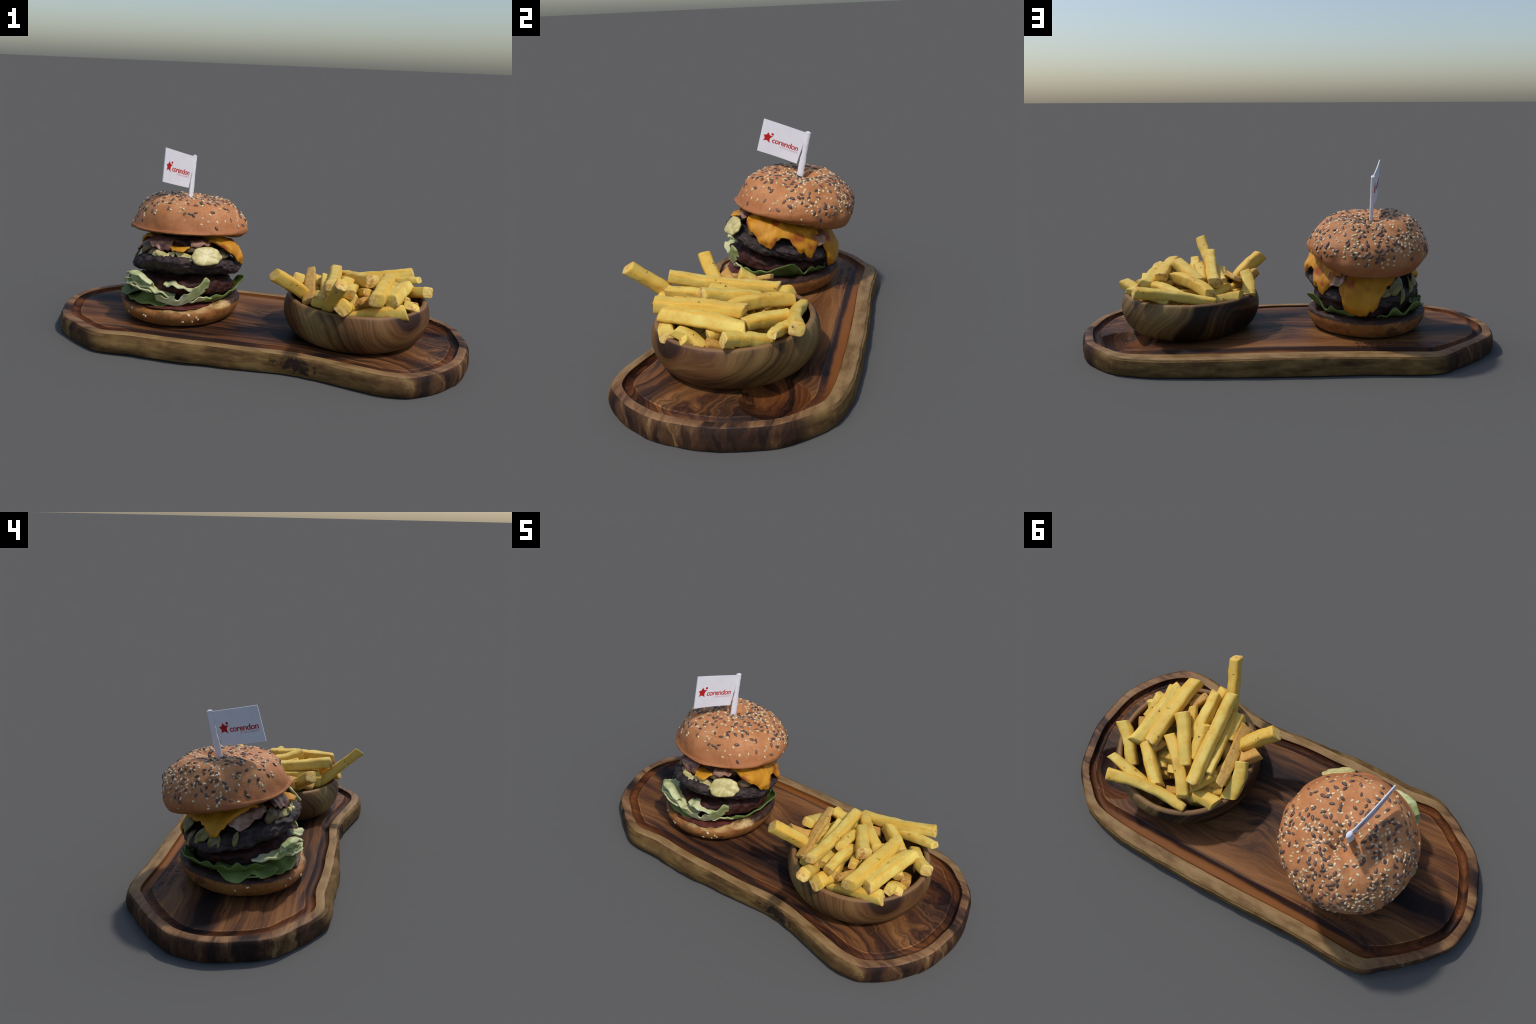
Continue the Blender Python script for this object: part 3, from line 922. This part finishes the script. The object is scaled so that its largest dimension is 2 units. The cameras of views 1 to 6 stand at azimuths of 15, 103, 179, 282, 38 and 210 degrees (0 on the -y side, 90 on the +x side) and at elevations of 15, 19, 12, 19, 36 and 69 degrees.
TILT = (0.05, -0.235)
blob_disc("tomato_sauce", (-0.376, -0.040, 0.186), 0.235, 0.010, SAUCE, rough=0.035, freq=9, seed=3)
blob_disc("dark_recess_fill", (-0.358, -0.016, 0.252), 0.230, 0.055, RECESS_DARK, (0.03, -0.15), 0.026, 12, seed=5, grain=0.004)
PC = Vector((-0.358, 0.002, 0.336))
blob_disc("meat_patty", PC, 0.263, 0.056, MEAT, TILT, 0.020, 13, flat=2.5, seed=1, n=260, m=100, grain=0.0045)
blob_disc("meat_filling", (-0.362, 0.020, 0.425), 0.180, 0.050, FILLING, (0.02, -0.22), 0.03, 14, seed=9)

# melted cheese: a sheet that follows the patty from the middle outward and runs down in tongues
CH_PATH = spline([(0, .145, 0), (.15, .140, 0), (.205, .125, 0), (.238, .098, 0), (.257, .066, 0), (.268, .036, 0), (.273, .006, 0), (.272, -.018, 0), (.266, -.044, 0), (.256, -.064, 0)], 60)
CH_LEN = [0.0]
for _a, _b in zip(CH_PATH, CH_PATH[1:]):
    CH_LEN.append(CH_LEN[-1] + (_b - _a).length)
# how far along the path the cheese reaches, by direction in degrees
CH_REACH = [(-180, .250), (-170, .220), (-150, .180), (-125, .170), (-108, .185), (-96, .200), (-86, .245), (-76, .250), (-68, .200), (-50, .180), (-36, .185), (-28, .255), (-22, .285),
            (-14, .300), (-8, .335), (-2, .345), (4, .340), (8, .300), (13, .280), (20, .285), (25, .320), (30, .338), (34, .340), (38, .365), (42, .366), (46, .330), (52, .300), (58, .285), (63, .330),
            (67, .400), (73, .428), (80, .434), (87, .425), (92, .395), (98, .380), (103, .320), (112, .280), (124, .258), (132, .255), (142, .250), (152, .265), (159, .290), (164, .310), (169, .310), (174, .275), (180, .250)]


def path_at(s):
    k = 0
    while k < len(CH_LEN) - 2 and CH_LEN[k + 1] < s:
        k += 1
    f = min(1.0, (s - CH_LEN[k]) / (CH_LEN[k + 1] - CH_LEN[k]))
    return CH_PATH[k].lerp(CH_PATH[k + 1], f), (CH_PATH[k + 1] - CH_PATH[k]).normalized()


def patty_frame(a, r, h):
    x, y = r * math.cos(a), r * math.sin(a)
    return PC + Vector((x, y, h + TILT[0] * x + TILT[1] * y))


def build_cheese():
    n, m = 260, 56
    outer, inner = [], []
    for i in range(m):
        f = i / (m - 1)
        for j in range(n):
            deg = -180 + 360 * j / n
            a = math.radians(deg)
            s = table(CH_REACH, deg) * (1 + 0.020 * nz(math.cos(a) * 7, math.sin(a) * 7, 1) + 0.030 * nz(math.cos(a) * 19, math.sin(a) * 19, 1)) * f
            p, t = path_at(s)
            nrm = Vector((-t.y, t.x, 0))
            if nrm.y < 0 and nrm.x < 0:
                nrm = -nrm
            lump = 0.009 * nz(math.cos(a) * p.x * 22, math.sin(a) * p.x * 22, p.y * 22) + 0.003 * nz(math.cos(a) * p.x * 60, math.sin(a) * p.x * 60, p.y * 60) + 0.004 * smooth(0.75, 0.93, f)
            edge = 1 - smooth(0.94, 1.0, f) * 0.85
            o = p + nrm * (0.004 + lump) * edge
            q = p - nrm * 0.006
            low = 1 - 0.40 * smooth(0.3, 0.95, -math.sin(a)) if p.y > 0 else 1
            outer.append(patty_frame(a, max(0, o.x), o.y * low))
            inner.append(patty_frame(a, max(0, q.x), q.y * low))
    V = outer + inner
    F = grid_faces(m, n, True)
    k = m * n
    F += [tuple(k + v for v in reversed(f)) for f in grid_faces(m, n, True)]
    b = (m - 1) * n
    for j in range(n):
        jj = (j + 1) % n
        F.append((b + j, b + jj, k + b + jj, k + b + j))
    return mesh_object("melted_cheese", V, F, CHEESE, burger, loc=PC)


build_cheese()


def ribbon(name, center, keys, mat, ruffle=0.006, waves=10, thick=0.005, seed=0, n=96, m=16, cup=0.02):
    """leaf or strip: keys are (angle, outer radius, outer z, inner radius, inner z) round a centre"""
    c = Vector((center[0], center[1], 0))
    P = spline([(math.radians(a), ro, zo) for a, ro, zo, ri, zi in keys], n)
    Q = spline([(math.radians(a), ri, zi) for a, ro, zo, ri, zi in keys], n)
    V = []
    for i in range(m):
        f = i / (m - 1)
        for k in range(n):
            p, q = P[k], Q[k]
            a, r, z = lerp(q.x, p.x, f), lerp(q.y, p.y, f), lerp(q.z, p.z, f)
            s = k / (n - 1)
            w = f ** 1.6
            z += ruffle * w * (math.sin(TAU * waves * s + seed) * 0.6 + 1.3 * nz(s * waves * 1.7, f * 2, seed)) - cup * math.sin(math.pi * f) * 0.6
            r += ruffle * w * 1.2 * nz(s * waves * 1.5, f * 2 + 7, seed + 3) + (0.006 * nz(s * 40, seed, 0) if i == m - 1 else 0)
            r = min(r, 0.34)
            V.append(c + Vector((r * math.cos(a), r * math.sin(a), max(z, 0.178 + 0.0) if mat in (LEAF_GREEN, LEAF_PALE) else z)))
    ob = mesh_object(name, V, grid_faces(m, n), mat, burger, loc=sum(V, Vector()) / len(V))
    sol = ob.modifiers.new("thickness", "SOLIDIFY")
    sol.thickness = thick
    sol.offset = 0
    sub = ob.modifiers.new("soften", "SUBSURF")
    sub.levels = sub.render_levels = 1
    return ob


LC = (-0.386, -0.013)
ribbon("lettuce_leaf", LC, [(-158, .235, .255, .18, .275), (-146, .262, .270, .18, .278), (-134, .290, .286, .18, .280), (-124, .306, .296, .18, .282), (-114, .290, .292, .18, .282), (-104, .276, .282, .18, .280),
                            (-97, .274, .268, .18, .275), (-91, .270, .262, .18, .270), (-84, .258, .250, .18, .265), (-76, .245, .238, .18, .262)], LEAF_PALE, .011, 6, .009, 1, m=20, cup=.016)
ribbon("lettuce_leaf", LC, [(-88, .250, .292, .17, .296), (-80, .268, .300, .17, .298), (-70, .274, .294, .17, .298), (-60, .264, .276, .17, .292), (-54, .250, .272, .17, .288)],
       LEAF_PALE, .008, 3, .007, 2, m=18, cup=-.008)
# a pale band that sweeps down to the bun and up to a pointed end
ribbon("lettuce_leaf", LC, [(-96, .264, .250, .250, .220), (-86, .254, .246, .238, .206), (-77, .248, .236, .228, .195), (-69, .250, .242, .230, .198), (-60, .260, .272, .238, .216), (-51, .268, .306, .244, .240), (-45, .268, .332, .246, .256), (-39, .258, .326, .246, .276)],
       LEAF_PALE, .007, 5, .007, 5, m=16, cup=.004)
ribbon("lettuce_leaf", LC, [(-60, .242, .216, .21, .205), (-48, .246, .236, .21, .205), (-38, .244, .228, .21, .205), (-28, .240, .226, .21, .205)], LEAF_PALE, .008, 3, .007, 8, cup=.006)


def lettuce_scroll():
    """leaf edge rolled over into an open tube that rises at one end"""
    c = Vector((LC[0], LC[1], 0))
    n, m, V = 60, 36, []
    for i in range(m):
        t = i / (m - 1)
        for k in range(n):
            f = k / (n - 1)
            a = math.radians(lerp(-131, -99, f))
            rad = 0.038 * math.sin(math.pi * (0.10 + 0.62 * f) ** 0.9) * (1 - 0.35 * f) * (1 + 0.14 * nz(f * 5, t * 2, 4))
            rc, zc = 0.279 - 0.012 * f, lerp(0.310, 0.282, f) + 0.010 * math.sin(math.pi * f)
            b = math.radians(lerp(48 + 12 * nz(f * 4, 0, 6), 322 + 14 * nz(f * 6, 3, 2), t))
            V.append(c + Vector(((rc + rad * math.cos(b)) * math.cos(a), (rc + rad * math.cos(b)) * math.sin(a), zc + rad * 1.15 * math.sin(b) + 0.004 * nz(f * 9, t * 3, 1))))
    ob = mesh_object("lettuce_leaf", V, grid_faces(m, n), LEAF_PALE, burger, loc=sum(V, Vector()) / len(V))
    sol = ob.modifiers.new("thickness", "SOLIDIFY")
    sol.thickness, sol.offset = 0.006, 0


lettuce_scroll()
ribbon("lettuce_leaf", LC, [(-40, .238, .222, .21, .200), (-28, .248, .236, .225, .200), (-14, .258, .230, .228, .200), (0, .272, .245, .230, .202), (11, .294, .264, .234, .204), (18, .308, .288, .236, .204), (25, .288, .262, .232, .202), (31, .268, .250, .228, .200), (38, .262, .215, .226, .198),
                            (46, .268, .240, .226, .198), (56, .258, .222, .224, .196), (66, .252, .212, .222, .196), (80, .238, .205, .20, .196)], LEAF_GREEN, .011, 7, .006, 3, m=20, cup=.010)
ribbon("lettuce_leaf", LC, [(-168, .258, .212, .17, .225), (-156, .286, .206, .17, .22), (-142, .268, .200, .17, .22), (-126, .272, .198, .18, .25), (-110, .262, .194, .18, .25), (-94, .250, .194, .18, .24), (-80, .232, .198, .18, .23)],
       LEAF_GREEN, .007, 5, .006, 4)
ribbon("lettuce_leaf", LC, [(94, .248, .205, .22, .196), (104, .265, .212, .225, .196), (112, .262, .240, .228, .198), (121, .276, .218, .230, .198), (133, .308, .270, .234, .202), (142, .290, .246, .234, .202), (156, .268, .244, .232, .204), (172, .260, .242, .230, .206),
                            (188, .256, .250, .230, .206), (202, .258, .256, .230, .206), (214, .262, .262, .230, .205)], LEAF_GREEN, .011, 8, .006, 6, m=20, cup=.010)
ribbon("lettuce_leaf", LC, [(160, .235, .215, .16, .225), (172, .262, .202, .16, .225), (181, .290, .186, .15, .23), (189, .292, .184, .15, .235), (196, .275, .205, .15, .235), (202, .275, .222, .15, .235), (209, .286, .200, .15, .23), (219, .278, .206, .16, .23), (228, .265, .22, .17, .225)],
       LEAF_GREEN, .006, 3, .006, 7, cup=-0.01)

# bacon strips hanging out over the patty
MC = (-0.358, 0.002)
ribbon("bacon_strip", MC, [(178, .236, .424, .14, .48), (184, .242, .400, .14, .47), (191, .244, .388, .14, .47), (199, .236, .404, .14, .47), (207, .222, .424, .14, .47), (216, .212, .436, .13, .47), (226, .202, .452, .13, .47)], BACON, .009, 4, .007, 11, cup=-.02)
ribbon("bacon_strip", MC, [(232, .225, .470, .15, .49), (242, .222, .458, .15, .49), (251, .222, .446, .15, .49), (260, .218, .443, .15, .49), (268, .212, .455, .15, .49)], BACON, .008, 3, .008, 12, cup=-.02)
ribbon("bacon_strip", MC, [(294, .200, .462, .14, .48), (303, .214, .466, .14, .48), (312, .212, .474, .14, .48), (320, .200, .468, .14, .48)], BACON, .008, 2, .008, 13, cup=-.02)
ribbon("bacon_strip", MC, [(46, .262, .368, .2, .42), (53, .276, .346, .2, .41), (60, .272, .350, .2, .41), (66, .262, .37, .2, .42)], BACON, .006, 2, .008, 14, cup=-.02)


def slice_piece(name, c, normal, rx, ry, th, mat, seed, curl=0.0, spin=0.0):
    """thin wavy slice with its own edge, curled, lying along a direction"""
    c, nrm = Vector(c), Vector(normal).normalized()
    u = nrm.cross(Vector((0, 0, 1))).normalized()
    v = nrm.cross(u)
    u, v = u * math.cos(spin) + v * math.sin(spin), v * math.cos(spin) - u * math.sin(spin)
    n, V = 48, []
    prof = [(0, 1), (.5, 1), (.85, .95), (.96, .7), (1, 0), (.96, -.7), (.85, -.95), (.5, -1), (0, -1)]
    for pr, ph in prof:
        for j in range(n):
            a = TAU * j / n
            k = pr * (1 + 0.16 * nz(math.cos(a) * 1.8, math.sin(a) * 1.8, seed) + 0.04 * nz(math.cos(a) * 6, math.sin(a) * 6, seed))
            X, Y = rx * k * math.cos(a), ry * k * math.sin(a)
            Z = ph * th * 0.5 + curl * ((X / rx) ** 2) * rx + 0.25 * th * nz(X * 40, Y * 40, seed)
            V.append(c + u * X + v * Y + nrm * Z)
    return mesh_object(name, V, grid_faces(len(prof), n, True), mat, burger, loc=c)


slice_piece("pickle_slice", (-0.197, -0.194, 0.434), (0.46, -0.64, 0.62), .072, .047, .016, PICKLE, 1, -.05)
slice_piece("pickle_slice", (-0.292, -0.215, 0.424), (0.15, -0.70, 0.7), .046, .020, .010, PICKLE, 4, .25, -0.35)
slice_piece("mushroom_slice", (-0.432, -0.208, 0.428), (-0.2, -0.7, 0.7), .034, .018, .014, PICKLE, 6, -.4, -0.1)
slice_piece("mushroom_slice", (-0.398, -0.220, 0.424), (0.0, -0.75, 0.65), .036, .016, .014, PICKLE, 7, .4, -0.3)
slice_piece("mushroom_slice", (-0.365, -0.222, 0.424), (0.1, -0.75, 0.65), .028, .016, .014, PICKLE, 17, .4, 0.5)
slice_piece("mushroom_slice", (-0.470, -0.180, 0.430), (-0.5, -0.6, 0.6), .036, .022, .014, MUSHROOM, 8, -.3, 0.3)
slice_piece("mushroom_slice", (-0.505, -0.160, 0.440), (-0.6, -0.6, 0.5), .040, .026, .014, MUSHROOM, 9, -.3, 0.8)
slice_piece("mushroom_slice", (-0.268, -0.170, 0.456), (0.2, -0.8, 0.6), .045, .016, .014, MUSHROOM, 10, -.3, 0.2)
slice_piece("mushroom_slice", (-0.150, -0.085, 0.425), (0.7, -0.6, 0.5), .042, .024, .014, MUSHROOM, 12, -.3, 0.2)
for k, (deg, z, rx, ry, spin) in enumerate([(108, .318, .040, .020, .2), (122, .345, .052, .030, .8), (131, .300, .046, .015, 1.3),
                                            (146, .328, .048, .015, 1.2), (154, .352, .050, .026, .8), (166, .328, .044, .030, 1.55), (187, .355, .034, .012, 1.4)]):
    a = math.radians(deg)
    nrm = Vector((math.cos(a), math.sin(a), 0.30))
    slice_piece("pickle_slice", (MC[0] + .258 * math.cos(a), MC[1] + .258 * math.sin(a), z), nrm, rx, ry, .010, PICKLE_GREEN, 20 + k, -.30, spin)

# --------------------------------------------------------------- top bun
TC = Vector((-0.371, 0.071, 0.475))
DIMPLE = Vector((-0.366, 0.134))


def bun_profile(a):
    sa, ca = math.sin(a), math.cos(a)
    zb = TC.z - 0.205 * 0.265 * sa - 0.014 * smooth(0.2, 1.0, sa) + 0.004 * ca
    zm = lerp(0.520, 0.515, 0.5 + 0.5 * sa)
    lo = smooth(-0.2, 1.0, -sa)
    pts = [(0, .655), (.05, .657), (.10, .657), (.150, .651), (.190, .639), (.220, .614), (.246, .584), (.266, .555), (.280, .527 + .004 * lo), (.285, zm - 0.012 * sa),
           (.284, lerp(zb, zm, .45)), (lerp(.268, .275, lo), zb + .010), (lerp(.252, .262, lo), zb - .002), (.235, zb + .004 + .02 * sa), (.12, TC.z + .004 - .05 * sa), (0, TC.z + .004)]
    bulge = 1 + 0.035 * math.exp(-((math.atan2(sa, ca) - 2.5) / 0.5) ** 2) - 0.012 * math.exp(-((math.atan2(sa, ca) - 0.4) / 0.4) ** 2)
    return [(r * bulge, z, 0) for r, z in pts]


def bun_point(a, r, z, detail=True):
    ca, sa = math.cos(a), math.sin(a)
    x, y = TC.x + r * ca, TC.y + r * sa
    if not detail:
        return Vector((x, y, z))
    d = 0.011 * nz(ca * r * 8 + 1.5, sa * r * 8, z * 8) + 0.0045 * nz(x * 17, y * 17, z * 17 + 3) + 0.0018 * nz(x * 26, y * 26, z * 26)
    out = Vector((ca * smooth(0.05, 0.28, r), sa * smooth(0.05, 0.28, r), 1 - 0.8 * smooth(0.1, 0.28, r)))
    p = Vector((x, y, z)) + out * d
    if z > 0.54:
        q = (Vector((x, y)) - DIMPLE)
        ang = math.atan2(q.y, q.x)
        L = q.length
        p.z -= 0.036 * math.exp(-(L / 0.048) ** 2) + 0.006 * math.exp(-(L / 0.10) ** 2)
        k = smooth(0.54, 0.62, z) * 0.055
        p.z -= k * (x - TC.x) + k * (y - TC.y)
        # creases that run out from the pole hole
        for dirn, w in ((2.3, .09), (-0.6, .07), (1.2, .06), (-2.2, .08), (3.6, .06)):
            dd = math.atan2(math.sin(ang - dirn), math.cos(ang - dirn))
            p.z -= 0.006 * math.exp(-(dd * L / 0.018) ** 2) * smooth(0.01, 0.04, L) * (1 - smooth(w, w + 0.08, L))
    return p


def build_top_bun():
    n, m = 260, 110
    V = []
    for j in range(n):
        a = TAU * j / n
        prof = spline(bun_profile(a), m)
        for i in range(m):
            r, z = max(0.0, prof[i].x), prof[i].y
            p = bun_point(a, r, z)
            if 80 < i < 100:  # torn lower edge
                p.z += 0.009 * nz(math.cos(a) * 5, math.sin(a) * 5, 2) + 0.004 * nz(math.cos(a) * 14, math.sin(a) * 14, 2)
            V.append(p)
    F = []
    for j in range(n):
        k = (j + 1) % n
        for i in range(m - 1):
            F.append((j * m + i, j * m + i + 1, k * m + i + 1, k * m + i))
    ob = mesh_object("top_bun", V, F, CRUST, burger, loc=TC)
    ob.data.materials.append(CUT)
    for p in ob.data.polygons:
        if p.normal.z < -0.6 and math.hypot(p.center.x, p.center.y) < 0.262:
            p.material_index = 1
    return ob


top_bun = build_top_bun()


def seed_shape(length, width, height, tip):
    V = []
    m, n = 7, 8
    for i in range(m):
        t = i / (m - 1)
        x = (t - 0.5) * length
        r = math.sin(math.pi * t) ** 0.62 * (1 - tip * (t - 0.4))
        for j in range(n):
            a = TAU * j / n
            V.append(Vector((x, width / 2 * r * math.cos(a), height / 2 * r * math.sin(a))))
    return V, grid_faces(m, n, True)


def scatter_seeds(name, count, shape, mat, rng, dens, parent, surface, gap=0.011):
    sv, sf = shape
    V, F = [], []
    made = 0
    tries = 0
    placed = []
    while made < count and tries < count * 60:
        tries += 1
        p, nrm, wgt = surface(rng)
        if rng.random() > dens(p, nrm) * wgt:
            continue
        if any((p - q).length < gap for q in placed):
            continue
        placed.append(p)
        made += 1
        t = nrm.orthogonal().normalized()
        t.rotate(Matrix.Rotation(rng.uniform(0, TAU), 3, nrm))
        b = nrm.cross(t)
        s = rng.uniform(0.85, 1.15)
        k = len(V)
        tilt = rng.uniform(-0.12, 0.12)
        for v in sv:
            V.append(p + nrm * (0.0002 + v.z * s + v.x * tilt) + t * v.x * s + b * v.y * s)
        F += [tuple(k + i for i in f) for f in sf]
    ob = mesh_object(name, V, F, mat, parent, loc=parent.location)
    ob["kind"] = "stuff"
    return ob


bun_polys = [(p.center.copy(), p.normal.copy(), p.area) for p in top_bun.data.polygons if p.material_index == 0]
amax = max(a for _, _, a in bun_polys)


def bun_surface(rng):
    c, nrm, a = bun_polys[rng.randrange(len(bun_polys))]
    return c + TC + Vector((rng.uniform(-.002, .002), rng.uniform(-.002, .002), 0)), nrm, a / amax


def seed_density(low, patch):
    def f(p, nrm):
        up = smooth(low, low + 0.11, p.z - TC.z + 0.20 * (p.y - TC.y))
        clump = smooth(-0.30, 0.30, nz(p.x * 13 + patch, p.y * 13, p.z * 13))
        front = 0.30 + 0.70 * smooth(-0.16, 0.10, (p.y - TC.y) - 0.25 * (p.x - TC.x))
        return up * (0.25 + 0.75 * clump) * front
    return f


rs = random.Random(5)
scatter_seeds("sesame_seeds", 390, seed_shape(0.0172, 0.0106, 0.006, 0.7), SESAME, rs, seed_density(0.015, 0), top_bun, bun_surface)
scatter_seeds("dark_seeds", 250, seed_shape(0.0262, 0.0135, 0.008, 0.35), FLAX, rs, seed_density(0.02, 6), top_bun, bun_surface, 0.0165)

bb_polys = [(p.center.copy(), p.normal.copy(), p.area) for p in bottom_bun.data.polygons if 0.03 < p.center.z < 0.095 and p.normal.z < 0.6]
bmax = max(a for _, _, a in bb_polys)


def bottom_surface(rng):
    c, nrm, a = bb_polys[rng.randrange(len(bb_polys))]
    return c + BB, nrm, a / bmax


scatter_seeds("sesame_seeds", 11, seed_shape(0.0165, 0.0105, 0.006, 0.7), SESAME, rs,
              lambda p, nrm: smooth(0.0, 0.12, -(p.y - BB.y) - 0.5 * (p.x - BB.x)) * smooth(-0.1, 0.25, nz(p.x * 14, p.y * 14, 3)), bottom_bun, bottom_surface)

# ------------------------------------------------------------------- flag
FB, FT = Vector((-0.386, 0.100, 0.628)), Vector((-0.383, 0.150, 0.846))
flag = empty("paper_flag", FB, "small white paper flag with red logo on a stick", "flag")
C_PT, C_PB = Vector((-0.3835, 0.142, 0.8375)), Vector((-0.3930, 0.086, 0.6905))
C_OT, C_OB = Vector((-0.4460, -0.075, 0.898)), Vector((-0.4440, -0.117, 0.745))
FN = (C_OT - C_PB).cross(C_OB - C_PT).normalized()
if FN.x < 0:
    FN = -FN


def flag_point(u, v, lift=0.0):
    """u: 0 at the free edge, 1 at the stick; v: 0 at the top, 1 at the bottom"""
    p = C_OT.lerp(C_PT, u).lerp(C_OB.lerp(C_PB, u), v)
    sag = 0.006 * math.sin(math.pi * u) * (0.4 + 0.6 * v)
    return p + FN * (lift - sag)


def build_flag():
    nu, nv, th = 30, 22, 0.0022
    A = [flag_point(i / (nu - 1), j / (nv - 1), th) for j in range(nv) for i in range(nu)]
    B = [flag_point(i / (nu - 1), j / (nv - 1), -th) for j in range(nv) for i in range(nu)]
    F = grid_faces(nv, nu)
    k = nu * nv
    F += [tuple(k + q for q in reversed(f)) for f in grid_faces(nv, nu)]
    rim = [i for i in range(nu)] + [j * nu + nu - 1 for j in range(1, nv)] + [(nv - 1) * nu + i for i in range(nu - 2, -1, -1)] + [j * nu for j in range(nv - 2, 0, -1)]
    for a, b in zip(rim, rim[1:] + rim[:1]):
        F.append((a, b, k + b, k + a))
    mesh_object("sheet", A + B, F, PAPER, flag, smooth_angle=40)
    # rolled paper round the stick: flattened tube, crumpled, flared at the top
    ax = (FT - FB)
    w = (C_PT.lerp(C_PB, .5) - C_OT.lerp(C_OB, .5)).normalized()
    V, n, m = [], 20, 40
    for i in range(m):
        f = i / (m - 1)
        c = FB + ax * f
        rw = 0.0170 + 0.002 * nz(f * 9, 0, 3) - 0.004 * smooth(0.25, 0.6, f) + 0.003 * smooth(.95, 1, f)
        rt = 0.0085 + 0.0012 * nz(f * 12, 4, 3)
        if i in (0, m - 1):
            rw, rt = 0.0, 0.0
        for j in range(n):
            a = TAU * j / n
            V.append(c + w * (rw * math.cos(a) + 0.0015 * nz(f * 14, 2, 0)) + FN * (rt * math.sin(a)))
    mesh_object("rolled_stick", V, grid_faces(m, n, True), PAPER, flag, smooth_angle=50)


build_flag()


def flag_place(front, u0, v0):
    def place(s, t, lift):
        u = u0 + s
        v = v0 - t
        return flag_point(u, v, 0.0022 + lift) if front else flag_point(1 - u, v, -0.0022 - lift)
    return place


def star_logo(front):
    """five-armed bent star with a dot, in flag coordinates"""
    tips = [(.174, .350), (.300, .440), (.245, .665), (.082, .645), (.068, .462)]
    dips = [(.205, .445), (.213, .510), (.165, .575), (.122, .545), (.135, .455)]
    ring = []
    for t, d in zip(tips, dips):
        ring += [(Vector(t) + (Vector((.165, .51)) - Vector(t)) * 0.0, 0), (Vector(d), 1)]
    pts = []
    k = len(ring)
    for i in range(0, k, 2):
        tip, dip, nxt = ring[i][0], ring[i + 1][0], ring[(i + 2) % k][0]
        for q in range(8):  # concave curve from tip through dip to the next tip
            f = q / 8
            pts.append(tip.lerp(dip, f).lerp(dip.lerp(nxt, f), f).lerp(dip, 0.35 * math.sin(math.pi * f)))
    V, F = [], []
    place = flag_place(front, 0, 0)

    def fan(poly, centre):
        base = len(V)
        for lift in (0.0006, -0.0004):
            V.append(place(centre[0], -centre[1], lift))
            for p in poly:
                V.append(place(p[0], -p[1], lift))
        n = len(poly)
        for i in range(n):
            j = (i + 1) % n
            F.append((base, base + 1 + i, base + 1 + j))
            F.append((base + n + 1, base + n + 2 + j, base + n + 2 + i))
            F.append((base + 1 + i, base + n + 2 + i, base + n + 2 + j, base + 1 + j))
    fan(pts, (.168, .50))
    fan([(.270 + .029 * math.cos(TAU * i / 20), .378 + .036 * math.sin(TAU * i / 20)) for i in range(20)], (.270, .378))
    mesh_object("star_emblem", V, F, RED, flag, smooth_angle=30)


for front in (True, False):
    star_logo(front)
    flat_text("printed_word", "corendon", RED, flag, flag_place(front, .295, .625), .63, .0006, .165, bold=0.012, shear=0.10, spacing=0.92)
    flat_text("printed_word", "HOTELS & RESORTS", RED_FAINT, flag, flag_place(front, .50, .700), .425, .0005, .040)
